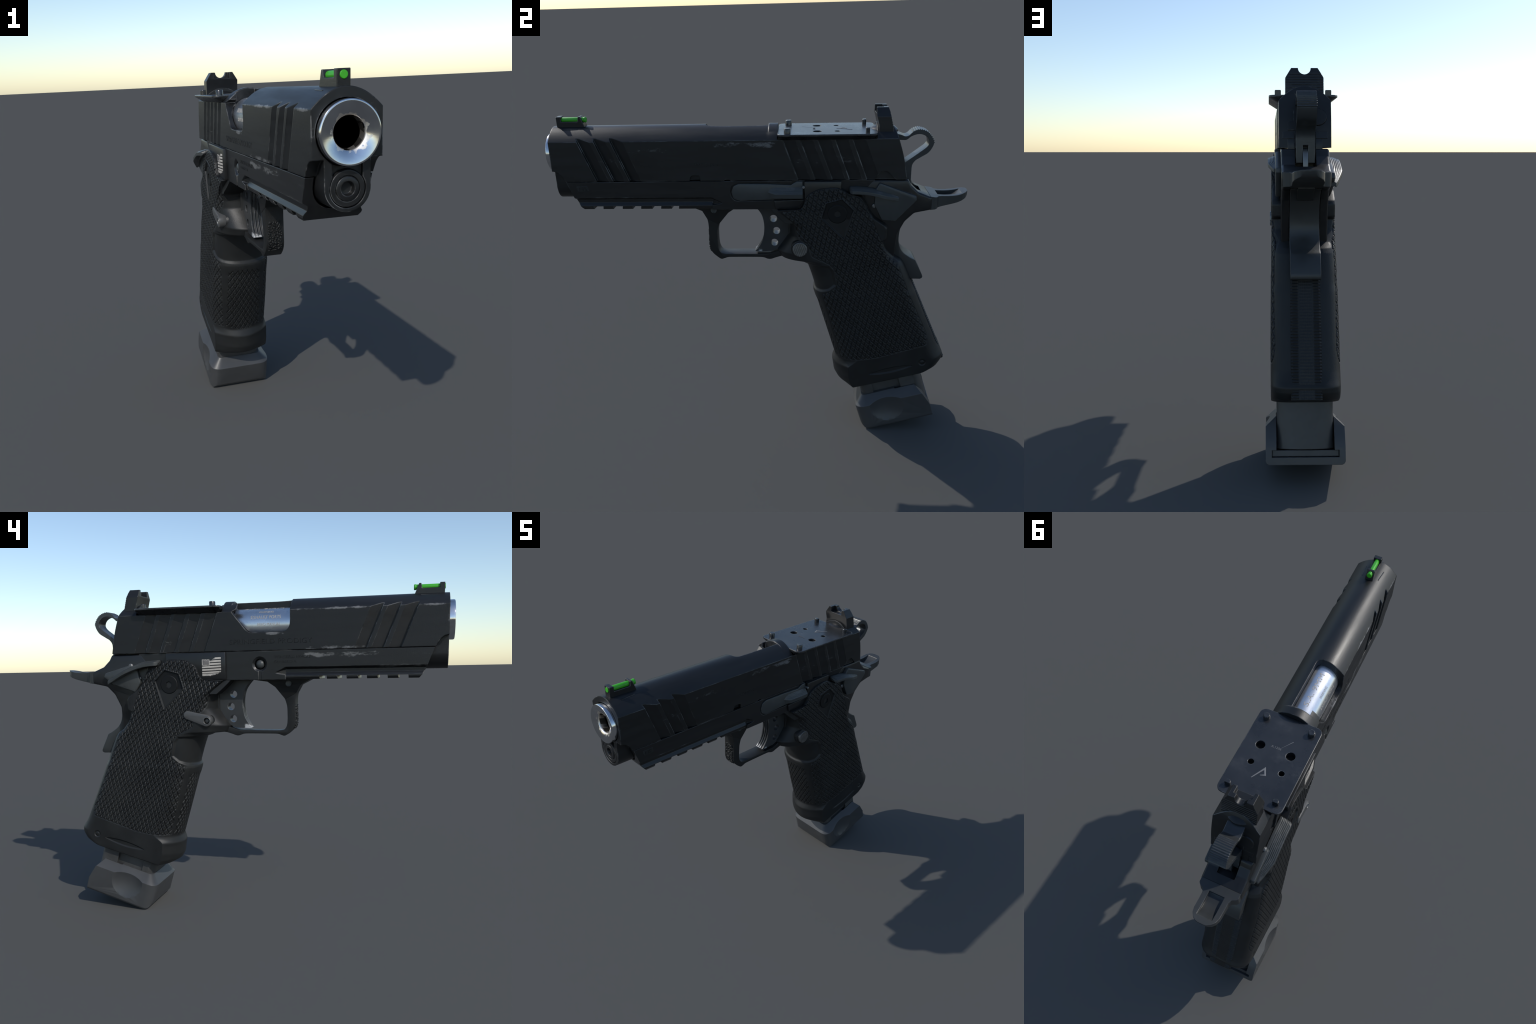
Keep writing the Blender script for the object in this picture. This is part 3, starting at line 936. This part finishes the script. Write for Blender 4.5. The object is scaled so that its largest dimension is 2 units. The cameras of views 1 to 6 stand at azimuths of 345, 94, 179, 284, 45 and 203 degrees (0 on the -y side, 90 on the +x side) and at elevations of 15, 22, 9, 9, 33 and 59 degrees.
# stippled patch on the guard's front face: crumbled little ridges
vs, fs = [], []
ny, nz = 40, 84
P = np.zeros((nz, ny))
r2 = np.random.RandomState(3)
base = r2.rand(nz // 2 + 3, ny // 2 + 3)
for i in range(nz):
    for k in range(ny):
        a, b = i / 2, k / 2
        i0, k0 = int(a), int(b)
        fa, fb = a - i0, b - k0
        P[i, k] = (base[i0, k0] * (1 - fa) * (1 - fb) + base[i0 + 1, k0] * fa * (1 - fb) + base[i0, k0 + 1] * (1 - fa) * fb + base[i0 + 1, k0 + 1] * fa * fb)
for i in range(nz):
    z = 0.968 + 0.124 * i / (nz - 1)
    yb = -0.2505 if z > 1.0 else -0.2505 + (1.0 - z) ** 1.6 * 2.4
    for k in range(ny):
        x = -0.0285 + 0.057 * k / (ny - 1)
        e = min(i, nz - 1 - i, k, ny - 1 - k)
        hgt = 0.0 if e == 0 else 0.0065 * max(0, min(1, (P[i, k] - 0.38) * 4.5))
        vs.append((x, yb + 0.002 - hgt, z))
for i in range(nz - 1):
    for k in range(ny - 1):
        fs.append((i * ny + k, i * ny + k + 1, (i + 1) * ny + k + 1, (i + 1) * ny + k))
st = mesh_obj('s', vs, fs)
finish(st, 'guard_stippling', M_POLY, root, 60)
st['kind'] = 'stuff'

sh = prism('s', spline([(0.062, 1.2188), (0.080, 1.200), (0.100, 1.180), (0.120, 1.162), (0.135, 1.150)], 4) + [(0.17, 1.150), (0.17, 1.2188)], -0.118, 0.118)
for v in sh.data.vertices:
    if v.co.y < 0.13:
        v.co.x *= 0.85 + 0.15 * max(0, min(1, (v.co.y - 0.06) / 0.06))
finish(sh, 'grip_shoulder', M_POLY, root, 40)
# ------------------------------------------------------------------ trigger
tf = spline([(-0.030, 1.222), (-0.008, 1.198), (0.012, 1.168), (0.0225, 1.130), (0.0245, 1.095), (0.020, 1.055), (0.009, 1.020), (-0.010, 0.990), (-0.024, 0.976)], 6)
tp = tf + [(-0.018, 0.972), (0.06, 0.975), (0.12, 1.0), (0.17, 1.06), (0.17, 1.16), (0.13, 1.222)]
trig = prism('t', tp, -0.0265, 0.0265)
# vertical flutes following the curved face
fl = []
for x in (-0.0145, 0.0, 0.0145):
    vs, fs = [], []
    ring_n = 10
    for (y, z) in tf:
        for k in range(ring_n):
            t = 2 * math.pi * k / ring_n
            vs.append((x + 0.0052 * math.cos(t), y + 0.0075 * math.sin(t), z))
    for i in range(len(tf) - 1):
        for k in range(ring_n):
            j = (k + 1) % ring_n
            fs.append((i * ring_n + k, i * ring_n + j, (i + 1) * ring_n + j, (i + 1) * ring_n + k))
    fs += [tuple(range(ring_n)), tuple((len(tf) - 1) * ring_n + k for k in range(ring_n))]
    fl.append(fix(mesh_obj('c', vs, fs)))
trig = boolean(trig, fl)
hs = [cyl('c', (0, y, z), 'x', 0.0185, -0.2, 0.2, 32) for (y, z) in ((0.071, 1.146), (0.085, 1.083), (0.074, 1.021))]
trig = boolean(trig, hs)
finish(trig, 'trigger', M_TRIGGER, root, 35)

# ------------------------------------------------------------------ grip module (lofted, chequered)
#  F front point (y,z), B back point (y,z), half width, front depth, back depth, front sharpness q
K = [
    (0.3400, 1.3270, 0.3800, 1.3270, 0.1260, 0.0060, 0.0060, 0.0000),
    (0.2840, 1.3200, 0.3980, 1.3200, 0.1300, 0.0080, 0.0080, 0.0000),
    (0.2450, 1.3000, 0.4320, 1.3010, 0.1315, 0.0080, 0.0080, 0.0000),
    (0.2260, 1.2790, 0.4940, 1.2840, 0.1320, 0.0080, 0.0100, 0.0000),
    (0.2160, 1.2480, 0.5160, 1.2500, 0.1330, 0.0100, 0.0120, 0.0000),
    (0.2000, 1.2240, 0.5280, 1.2280, 0.1330, 0.0120, 0.0160, 0.0000),
    (0.0880, 1.2185, 0.5340, 1.2160, 0.1320, 0.0120, 0.0180, 0.0000),
    (0.1220, 1.1870, 0.5600, 1.1800, 0.1330, 0.0200, 0.0200, 0.0000),
    (0.1480, 1.1420, 0.6160, 1.1420, 0.1340, 0.0650, 0.0200, 0.0000),
    (0.1520, 1.1100, 0.6260, 1.1250, 0.1340, 0.0850, 0.0200, 0.0000),
    (0.1490, 1.0760, 0.6240, 1.0750, 0.1340, 0.1000, 0.0200, 0.0000),
    (0.1150, 1.0270, 0.6060, 1.0620, 0.1340, 0.1450, 0.0240, 0.1000),
    (0.0850, 0.9880, 0.6200, 1.0200, 0.1340, 0.1650, 0.0260, 0.2000),
    (0.1000, 0.9550, 0.6620, 0.9720, 0.1350, 0.1700, 0.0500, 0.2000),
    (0.1770, 0.9490, 0.6970, 0.9500, 0.1350, 0.1350, 0.0740, 0.1000),
    (0.2230, 0.9250, 0.7120, 0.9300, 0.1350, 0.1150, 0.0740, 0.0000),
    (0.2460, 0.8600, 0.7380, 0.8700, 0.1360, 0.1150, 0.0740, 0.0000),
    (0.2640, 0.8000, 0.7610, 0.8100, 0.1360, 0.1150, 0.0740, 0.0000),
    (0.2675, 0.7820, 0.7680, 0.7950, 0.1370, 0.1150, 0.0740, 0.0000),
    (0.2660, 0.7680, 0.7740, 0.7820, 0.1380, 0.1150, 0.0740, 0.0000),
    (0.2730, 0.7460, 0.7810, 0.7650, 0.1380, 0.1150, 0.0740, 0.0000),
    (0.2870, 0.7150, 0.7900, 0.7420, 0.1380, 0.1150, 0.0740, 0.0000),
    (0.3380, 0.5450, 0.8480, 0.6040, 0.1395, 0.1150, 0.0740, 0.0000),
    (0.3840, 0.3920, 0.8970, 0.4900, 0.1405, 0.1200, 0.0740, 0.1000),
    (0.3690, 0.3560, 0.9160, 0.4580, 0.1405, 0.0800, 0.0740, 0.9000),
    (0.3730, 0.3350, 0.9330, 0.4360, 0.1405, 0.0780, 0.0750, 1.0000),
    (0.3790, 0.2900, 0.9330, 0.4120, 0.1405, 0.0750, 0.0750, 1.0000),
    (0.3970, 0.2580, 0.9150, 0.3800, 0.1405, 0.0650, 0.0750, 1.0000),
    (0.4370, 0.2370, 0.8800, 0.3560, 0.1400, 0.0400, 0.0750, 1.0000),
    (0.4490, 0.2360, 0.8580, 0.3480, 0.1330, 0.0400, 0.0750, 1.0000),
]
Ka = np.array(K)
seglen = np.maximum(np.hypot(np.diff(Ka[:, 0]), np.diff(Ka[:, 1])), np.hypot(np.diff(Ka[:, 2]), np.diff(Ka[:, 3])))
knot = np.concatenate([[0], np.cumsum(seglen)])
NS = 640
NP = 420                     # points per half section
sv = np.linspace(0, knot[-1], NS)
par = np.stack([np.interp(sv, knot, Ka[:, i]) for i in range(8)], 1)
kern = np.exp(-0.5 * (np.arange(-5, 6) / 2.0) ** 2)
kern /= kern.sum()
for i in range(8):
    pad = np.concatenate([np.full(5, par[0, i]), par[:, i], np.full(5, par[-1, i])])
    par[:, i] = np.convolve(pad, kern, 'valid')
grid = np.zeros((NS, 2 * NP, 3))
for s in range(NS):
    fy, fz, by, bz, w, df, db, q = par[s]
    L = math.hypot(by - fy, bz - fz)
    a = np.linspace(0, 1, 220)
    # distance from the front tip, sampled finely at both ends
    tt = np.concatenate([df * a ** 2, np.linspace(df, L - db, 120)[1:-1], L - db * (1 - a) ** 2])
    e_f = np.clip(tt / df, 0, 1)
    shp = (1 - q) * (1 - (1 - e_f) ** 2.15) ** (1 / 2.15) + q * np.sqrt(e_f) * (1.0)
    e_b = np.clip((L - tt) / db, 0, 1)
    shb = 0.42 + 0.58 * (1 - (1 - e_b) ** 2.1) ** (1 / 2.1)
    x = w * np.minimum(shp, 1) * shb
    yy = fy + (by - fy) * tt / L
    z2 = fz + (bz - fz) * tt / L
    # close the flat back
    x = np.concatenate([x, [0.0]])
    yy = np.concatenate([yy, [yy[-1]]])
    z2 = np.concatenate([z2, [z2[-1]]])
    d = np.concatenate([[0], np.cumsum(np.sqrt(np.diff(x) ** 2 + np.diff(yy) ** 2 + np.diff(z2) ** 2))])
    u = np.linspace(0, d[-1], NP + 1)
    X = np.interp(u, d, x); Y = np.interp(u, d, yy); Z = np.interp(u, d, z2)
    right = np.stack([X, Y, Z], 1)
    left = right[1:-1][::-1] * np.array([-1, 1, 1])
    grid[s] = np.concatenate([right, left], 0)[:2 * NP]

du = np.roll(grid, -1, 1) - np.roll(grid, 1, 1)
dv = np.gradient(grid, axis=0)
nrm = np.cross(du, dv)
nrm /= np.maximum(np.linalg.norm(nrm, axis=2, keepdims=True), 1e-12)
cen = grid.mean(1, keepdims=True)
if ((grid - cen) * nrm).sum() < 0:
    nrm = -nrm

def sdf(poly, y, z):
    """signed distance to polygon, positive inside"""
    d = np.full(y.shape, 1e9)
    ins = np.zeros(y.shape, bool)
    n = len(poly)
    for i in range(n):
        ax, ay = poly[i]
        bx, by = poly[(i + 1) % n]
        ex, ey = bx - ax, by - ay
        wx, wy = y - ax, z - ay
        t = np.clip((wx * ex + wy * ey) / (ex * ex + ey * ey), 0, 1)
        d = np.minimum(d, np.hypot(wx - ex * t, wy - ey * t))
        c = ((ay > z) != (by > z)) & (y < (bx - ax) * (z - ay) / ((by - ay) if by != ay else 1e-9) + ax)
        ins ^= c
    return np.where(ins, d, -d)

def sstep(a, b, v):
    t = np.clip((v - a) / (b - a), 0, 1)
    return t * t * (3 - 2 * t)

def chequer(p, q, w=0.0245, h=0.0430):
    """diamond field: 0 in the grooves, 1 on the lands, small dimple in every diamond"""
    a = q / w + p / h
    b = q / w - p / h
    da = np.abs(a - np.round(a))
    db = np.abs(b - np.round(b))
    land = sstep(0.03, 0.14, np.minimum(da, db))
    ca, cb = a - np.floor(a) - 0.5, b - np.floor(b) - 0.5
    rq = (ca + cb) / 2 * w
    rp = (ca - cb) / 2 * h
    dim = 1 - sstep(0.0015, 0.0042, np.hypot(rq, rp))
    return land - 0.35 * dim

Y, Z, XX = grid[..., 1], grid[..., 2], grid[..., 0]
side_poly = [(0.095, 1.212), (0.140, 1.184), (0.168, 1.153), (0.182, 1.120), (0.189, 1.090), (0.212, 1.064), (0.240, 1.050),
             (0.262, 0.985), (0.345, 0.944), (0.370, 0.915), (0.385, 0.830), (0.350, 0.800), (0.312, 0.776),
             (0.412, 0.412), (0.470, 0.413), (0.540, 0.421), (0.600, 0.432), (0.838, 0.508), (0.842, 0.525), (0.838, 0.560), (0.735, 0.785),
             (0.672, 0.950), (0.615, 1.005), (0.568, 1.110), (0.527, 1.216), (0.499, 1.270), (0.482, 1.284), (0.440, 1.290), (0.412, 1.306),
             (0.388, 1.318), (0.318, 1.320), (0.284, 1.314), (0.250, 1.296), (0.228, 1.268), (0.212, 1.236), (0.196, 1.222), (0.150, 1.213)]
ang = math.radians(17.0)
pc = Y * math.sin(ang) - Z * math.cos(ang)
qc = Y * math.cos(ang) + Z * math.sin(ang)
sd = sdf(side_poly, Y, Z)
m_side = sstep(-0.001, 0.0025, sd) * (np.abs(nrm[..., 0]) > 0.25)
disp = m_side * (-0.0034 + 0.0044 * chequer(pc, qc))
# front strap chequering
sfront = np.minimum(0.078 + 0.012 * np.clip((0.75 - Z) / 0.35, 0, 1) - np.abs(XX), np.minimum(0.742 - 0.4 * XX ** 2 / 0.01 * 0.02 - Z, Z - (0.395 + 2.6 * XX ** 2)))
m_front = sstep(-0.001, 0.0025, sfront) * (nrm[..., 1] < -0.3)
disp = disp * (1 - m_front) + m_front * (-0.0034 + 0.0044 * chequer(pc, XX))
# smooth strips between side and front chequer: shallow gutter lines at panel borders
disp -= 0.0016 * (1 - sstep(0.0, 0.004, np.abs(sd))) * (np.abs(nrm[..., 0]) > 0.25)
# finger scoop under the guard
sc_poly = [(0.10, 0.938), (0.225, 0.938), (0.345, 0.938), (0.366, 0.910), (0.382, 0.832), (0.345, 0.800), (0.305, 0.784), (0.22, 0.768), (0.10, 0.768)]
scd = sdf(sc_poly, Y, Z)
disp -= 0.0085 * sstep(0.0, 0.014, scd) * (nrm[..., 1] < 0.6)
# flat inset diamond behind the screw
dia = [(0.400, 1.273), (0.4555, 1.218), (0.4115, 1.075), (0.305, 1.179), (0.326, 1.2525)]
dd = sdf(dia, Y, Z)
m_rim = sstep(-0.006, -0.003, dd)
m_in = sstep(0.0, 0.003, dd)
sidem = (np.abs(nrm[..., 0]) > 0.5)
disp = np.where(sidem, disp * (1 - m_rim) + m_rim * 0.0030 - m_in * 0.0080, disp)
# moulded swoosh and pin dimple on the magazine well
ax = np.stack([0.552 + (Y - 0.552), Z], -1)
t_s = np.clip((Y - 0.555) / (0.775 - 0.555), 0, 1)
zc = 0.322 + (0.352 - 0.322) * t_s + 0.026 * t_s + 0.0 
wd = 0.016 * np.sin(np.pi * t_s) ** 0.8 + 1e-4
lens = 1 - sstep(0.6, 1.0, np.abs(Z - zc - 0.008) / wd)
disp -= 0.005 * lens * (Y > 0.555) * (Y < 0.775) * sidem
rd = np.hypot(Y - 0.823, Z - 0.405)
disp -= 0.004 * (1 - sstep(0.014, 0.019, rd)) * sidem
disp += 0.003 * (1 - sstep(0.006, 0.012, rd)) * sidem
grid = grid + nrm * disp[..., None]

vs = grid.reshape(-1, 3)
W = 2 * NP
i = np.arange(NS - 1)[:, None]
k = np.arange(W)[None, :]
j = (k + 1) % W
quads = np.stack([i * W + k, i * W + j, (i + 1) * W + j, (i + 1) * W + k], -1).reshape(-1, 4)
faces = [tuple(f) for f in quads.tolist()]
me = bpy.data.meshes.new('grip')
me.from_pydata(vs.tolist(), [], faces + [tuple(range(W)), tuple((NS - 1) * W + kk for kk in range(W))])
grip = bpy.data.objects.new('grip', me)
COL.objects.link(grip)
fix(grip)
finish(grip, 'grip', M_POLY, root, 60)

# grip screws
for s in (-1, 1):
    scw = lathe('s', [(0.0, s * 0.10), (0.0455, s * 0.10), (0.0455, s * 0.1300), (0.0425, s * 0.1320), (0.0, s * 0.1320)], (0, 0.380, 1.200), 'x', 48)
    hexa = prism('c', [(0.380 + 0.0175 * math.cos(math.pi / 3 * t + 0.5), 1.200 + 0.0175 * math.sin(math.pi / 3 * t + 0.5)) for t in range(6)], s * 0.116, s * 0.2)
    scw = boolean(scw, hexa)
    finish(scw, 'grip_screw', M_SCREW, root)
    ins = prism('i', [(0.399, 1.269), (0.4515, 1.217), (0.4100, 1.081), (0.3095, 1.180), (0.3295, 1.250)], s * 0.11, s * 0.1282)
    ins = boolean(ins, lathe('c', [(0.0475, s * 0.1255), (0.0475, s * 0.2)], (0, 0.380, 1.200), 'x', 48))
    finish(ins, 'grip_inset', M_SCREW, root)

# ------------------------------------------------------------------ mainspring housing
vs, fs = [], []
top, bot = np.array([0.758, 0.838]), np.array([0.9485, 0.3935])
ax2 = (bot - top)
Lm = np.linalg.norm(ax2)
ax2 /= Lm
no2 = np.array([-ax2[1], ax2[0]])          # outward (back, up)
nr, nc = 430, 61
for r in range(nr):
    d = Lm * r / (nr - 1)
    for c in range(nc):
        x = -0.0615 + 0.123 * c / (nc - 1)
        h = 0.0
        axx = abs(x)
        ridge = 0.5 + 0.5 * math.cos(2 * math.pi * d / 0.0125)
        h -= 0.0038 * (1 - ridge) * float(sstep(0.028, 0.034, axx))
        if axx < 0.027:
            h -= 0.0009 * (0.5 + 0.5 * math.cos(2 * math.pi * x / 0.009)) + 0.0007 * (0.5 + 0.5 * math.cos(2 * math.pi * d / 0.0125))
        h -= 0.006 * float(sstep(0.050, 0.0615, axx)) ** 2
        p = top + ax2 * d + no2 * h
        vs.append((x, p[0], p[1]))
for r in range(nr - 1):
    for c in range(nc - 1):
        fs.append((r * nc + c, r * nc + c + 1, (r + 1) * nc + c + 1, (r + 1) * nc + c))
base_i = len(vs)
for r in (0, nr - 1):
    d = Lm * r / (nr - 1)
    for x in (-0.0615, 0.0615):
        p = top + ax2 * d - no2 * 0.06
        vs.append((x, p[0], p[1]))
fs += [tuple([base_i, base_i + 1] + [c for c in range(nc - 1, -1, -1)]),
       tuple([base_i + 3, base_i + 2] + [(nr - 1) * nc + c for c in range(nc)]),
       tuple([base_i + 2, base_i] + [r * nc for r in range(nr)]),
       tuple([base_i + 1, base_i + 3] + [r * nc + nc - 1 for r in range(nr - 1, -1, -1)])]
msh = fix(mesh_obj('m', vs, fs))
finish(msh, 'mainspring_housing', M_POLY, root, 50)

# ------------------------------------------------------------------ magazine release
ch = lathe('b', [(0.0, 0.10), (0.0355, 0.10), (0.0355, 0.1395), (0.0335, 0.1415), (0.0, 0.1415)], (0, 0.202, 1.024), 'x', 40)
cuts = []
for kx in range(-4, 5):
    g = prism('c', [(kx * 0.0085 - 0.0022, -0.06), (kx * 0.0085 + 0.0022, -0.06), (kx * 0.0085 + 0.0022, 0.06), (kx * 0.0085 - 0.0022, 0.06)], 0.1385, 0.2)
    g.data.transform(Matrix.Translation((0, 0.202, 1.024)) @ Matrix.Rotation(math.radians(18), 4, 'X'))
    cuts.append(g)
ch = boolean(ch, join('c', cuts))
finish(ch, 'magazine_release', M_BUTTON, root)
col = lathe('c', [(0.0, 0.02), (0.047, 0.02), (0.046, 0.116), (0.043, 0.124), (0.039, 0.126), (0.038, 0.12), (0.0, 0.12)], (0, 0.204, 1.022), 'x', 40)
finish(col, 'release_collar', M_POLY, root)
lev = []
d = Vector((0.112, 0.030)).normalized()
pts = []
c0, c1 = Vector((0.186, 1.018)), Vector((0.283, 1.046))
nn = Vector((-d.y, d.x))
for t in range(13):
    a = math.pi * t / 12
    pts.append(tuple(c1 + 0.0215 * (nn * math.cos(a) + d * math.sin(a))))
for t in range(13):
    a = math.pi * t / 12
    pts.append(tuple(c0 - 0.0290 * (nn * math.cos(a) + d * math.sin(a))))
lv = bevel(prism('l', pts, -0.1400, -0.09), 0.004, 2)
lv = boolean(lv, cyl('c', (0, 0.182, 1.018), 'x', 0.0165, -0.2, -0.11, 32))
finish(lv, 'release_lever', M_RELEASE, root)
q = lathe('p', [(0.019, -0.10), (0.019, -0.1410), (0.0165, -0.1420), (0.0158, -0.137), (0.0158, -0.118), (0.0, -0.118)], (0, 0.182, 1.018), 'x', 32)
finish(q, 'lever_bushing', M_BUTTON, root)
q = lathe('p', [(0.012, -0.10), (0.012, -0.130), (0.008, -0.134), (0.0, -0.135)], (0, 0.182, 1.018), 'x', 28)
finish(q, 'lever_pin', M_HAMMER, root)
bos = lathe('c', [(0.0, -0.02), (0.040, -0.02), (0.038, -0.100), (0.033, -0.108), (0.0, -0.108)], (0, 0.190, 1.014), 'x', 40)
finish(bos, 'release_boss', M_POLY, root)

# ------------------------------------------------------------------ magazine
mag = bpy.data.objects.new('magazine', None)
COL.objects.link(mag)
mag.parent = root
back_arc = [(0.1168 * math.cos(math.pi * k / 20), -0.002 - 0.040 * math.sin(math.pi * k / 20)) for k in range(21)]
front_arc = fillet([(-0.1168, 0.02), (-0.1168, 0.286, 0.06), (0.1168, 0.286, 0.06), (0.1168, 0.02)], 8)
tub = prism('t', back_arc + front_arc, 0.056, 0.60, 'z')
# local: y 0 = rear face, 0.312 = front;  lean back with the grip
for s in (-1, 1):
    tub = boolean(tub, box('c', s * 0.101, s * 0.3, 0.075, 0.220, -0.1, 0.7))
    tub = boolean(tub, box('c', s * 0.1115, s * 0.3, 0.215, 0.4, -0.1, 0.7))
tub = boolean(tub, lathe('c', [(0.014, -0.3), (0.014, -0.112), (0.012, -0.110), (0.0, -0.110)], (0, 0.262, 0.225), 'x', 24))
lean = math.atan2(0.100, 0.337)
for v in tub.data.vertices:
    v.co.y = 0.308 - v.co.y
tub.data.transform(Matrix(((1, 0, 0, 0), (0, math.cos(lean), -math.sin(lean), 0.556), (0, math.sin(lean), math.cos(lean), 0.0), (0, 0, 0, 1))))
fix(tub)
finish(tub, 'magazine_tube', M_MAG, mag)

al = math.atan2(0.100, 0.337)
Mb = Matrix(((1, 0, 0, 0), (0, math.cos(al), -math.sin(al), 0.556), (0, math.sin(al), math.cos(al), -0.0048), (0, 0, 0, 1)))
# stacked plan outlines: (height above sole, inset, front corner radius)
vs, fs = [], []
lv_ = [(0.0, 0.014, 0.045), (0.005, 0.005, 0.052), (0.014, 0.0, 0.056), (0.150, 0.0, 0.056), (0.1905, 0.0450, 0.028)]
for (h, ins, r) in lv_:
    o = fillet([(-0.162 + ins, -0.024 + ins, r), (0.162 - ins, -0.024 + ins, r), (0.162 - ins, 0.40, 0.0), (-0.162 + ins, 0.40, 0.0)], 10)
    vs += [(x, u, h) for x, u in o]
    n = len(o)
for i in range(len(lv_) - 1):
    for k in range(n):
        j = (k + 1) % n
        fs.append((i * n + k, i * n + j, (i + 1) * n + j, (i + 1) * n + k))
fs += [tuple(range(n)), tuple((len(lv_) - 1) * n + k for k in range(n))]
pad = fix(mesh_obj('p', vs, fs))
# sloping heel and rounded toe
pad = boolean(pad, prism('c', [(0.354, -0.1), (0.356, 0.072), (0.333, 0.144), (0.306, 0.185), (0.29, 0.21), (0.29, 0.4), (0.6, 0.4), (0.6, -0.1)], -0.4, 0.4))
toe = [(-0.2, -0.1), (-0.2, 0.06), (-0.025, 0.055)] + spline([(-0.0235, 0.050), (-0.018, 0.032), (-0.004, 0.012), (0.010, 0.0025), (0.030, -0.0005)], 5) + [(0.03, -0.1)]
pad = boolean(pad, prism('c', toe, -0.4, 0.4))
pad.data.transform(Mb)
fix(pad)
for s in (-1, 1):
    sp = lathe('c', [(0.0, -0.185)] + [(0.185 * math.sin(t), -0.185 * math.cos(t)) for t in [math.pi * k / 32 for k in range(1, 32)]] + [(0.0, 0.185)], (0, 0, 0), 'z', 96)
    sp.data.transform(Matrix.Translation((s * 0.3245, 0.653, 0.150)))
    pad = boolean(pad, sp)
# open channel for the tube
chn = box('c', -0.1185, 0.1185, 0.20, 0.6, 0.055, 0.8)
chn.data.transform(Mb)
pad = boolean(pad, chn)
slot = box('c', -0.137, 0.137, 0.10, 0.6, 0.030, 0.058)
slot.data.transform(Mb)
pad = boolean(pad, slot)
finish(pad, 'base_pad', M_BASE, mag, 28)
floor = box('f', -0.1355, 0.1355, 0.02, 0.343, 0.032, 0.056)
floor.data.transform(Mb)
finish(floor, 'floor_plate', M_MAG, mag)

# ------------------------------------------------------------------ markings
lettering('maker_lettering', 'SPRINGFIELD PRODIGY', 0.034, lambda u, v, h: (-SW - 0.0002 - h * 0.5, 0.062 - u, 1.392 + v), M_ENGRAVE, slide,
          width=0.412, depth=0.0008)
lettering('model_lettering', 'PRODIGY', 0.022, lambda u, v, h: (SW + 0.0002 + h * 0.5, -0.286 + u, 1.431 + v), M_ENGRAVE_LIGHT, slide, width=0.112,
          depth=0.0008)
lettering('frame_lettering', 'SPRINGFIELD ARMORY', 0.020, lambda u, v, h: (-fw - 0.0002 - h * 0.5, -0.159 - u, 1.320 + v), M_ENGRAVE, frame,
          width=0.182, depth=0.0008)
lettering('frame_lettering', 'GENESEO IL', 0.015, lambda u, v, h: (-fw - 0.0002 - h * 0.5, -0.159 - u, 1.300 + v), M_ENGRAVE, frame,
          width=0.115, depth=0.0008)
tag = prism('t', fillet([(-0.869, 1.337, 0.006), (-0.811, 1.339, 0.006), (-0.804, 1.310, 0.006), (-0.862, 1.309, 0.006)]), fw - 0.001, fw + 0.0006)
finish(tag, 'maker_plaque', M_ENGRAVE_LIGHT, frame)
lettering('plaque_lettering', 'HS', 0.026, lambda u, v, h: (fw + 0.0012 + h * 0.3, -0.853 + u, 1.315 + v), M_ENGRAVE, frame, width=0.036, depth=0.0006)

# tattered flag etched on the right panel
XF = -0.1192
y_l, y_r = 0.205, 0.106
cols = 46
r3 = random.Random(11)
jt = [r3.uniform(-1, 1) for _ in range(cols + 1)]
jb = [r3.uniform(-1, 1) for _ in range(cols + 1)]
def top_edge(f):
    base = 1.3215 + 0.011 * max(0, (f - 0.45)) / 0.55 + (0.004 if f > 0.68 else 0) - (0.006 if 0.40 < f < 0.55 else 0)
    return base + 0.0013 * jt[int(f * cols)]
def bot_edge(f):
    base = 1.2400 + 0.0035 * f + (0.011 * max(0, f - 0.42) / 0.58) + (0.006 if f > 0.9 else 0)
    return base + (0.003 if f > 0.42 else 0.0008) * jb[int(f * cols)]
white, grey = [], []
def cell(y0, y1, z0, z1, dest):
    dest.append(box('c', XF - 0.0006, XF + 0.002, min(y0, y1), max(y0, y1), z0, z1))
zbot = 1.238
pitch = 0.0135
for c in range(cols):
    f0, f1 = c / cols, (c + 1) / cols
    ya, yb = y_l + (y_r - y_l) * f0, y_l + (y_r - y_l) * f1
    fm = (f0 + f1) / 2
    skew = 0.004 * fm
    for sidx in range(8):
        z0 = zbot + sidx * pitch + skew
        z1 = z0 + pitch * 0.66
        if sidx == 0:
            z1 = z0 + pitch * 1.15
        z0c, z1c = max(z0, bot_edge(fm)), min(z1, top_edge(fm))
        if z1c - z0c < 0.0012:
            continue
        if fm < 0.42 and z1 > 1.291:
            continue
        cell(ya, yb, z0c, z1c, white)
    if fm < 0.42:
        tz = top_edge(fm)
        if 0.05 < fm < 0.38:
            cell(ya, yb, 1.2955, tz - 0.003, grey)
            cell(ya, yb, tz - 0.003, tz, white)
            cell(ya, yb, 1.2915, 1.2955, white)
        else:
            cell(ya, yb, 1.2915, tz, white)
fl_w = join('f', white)
finish(fix(fl_w), 'flag_stripes', M_FLAG, root)
fl_w['kind'] = 'stuff'
fl_g = join('f', grey)
finish(fix(fl_g), 'flag_canton', M_FLAG_GREY, root)
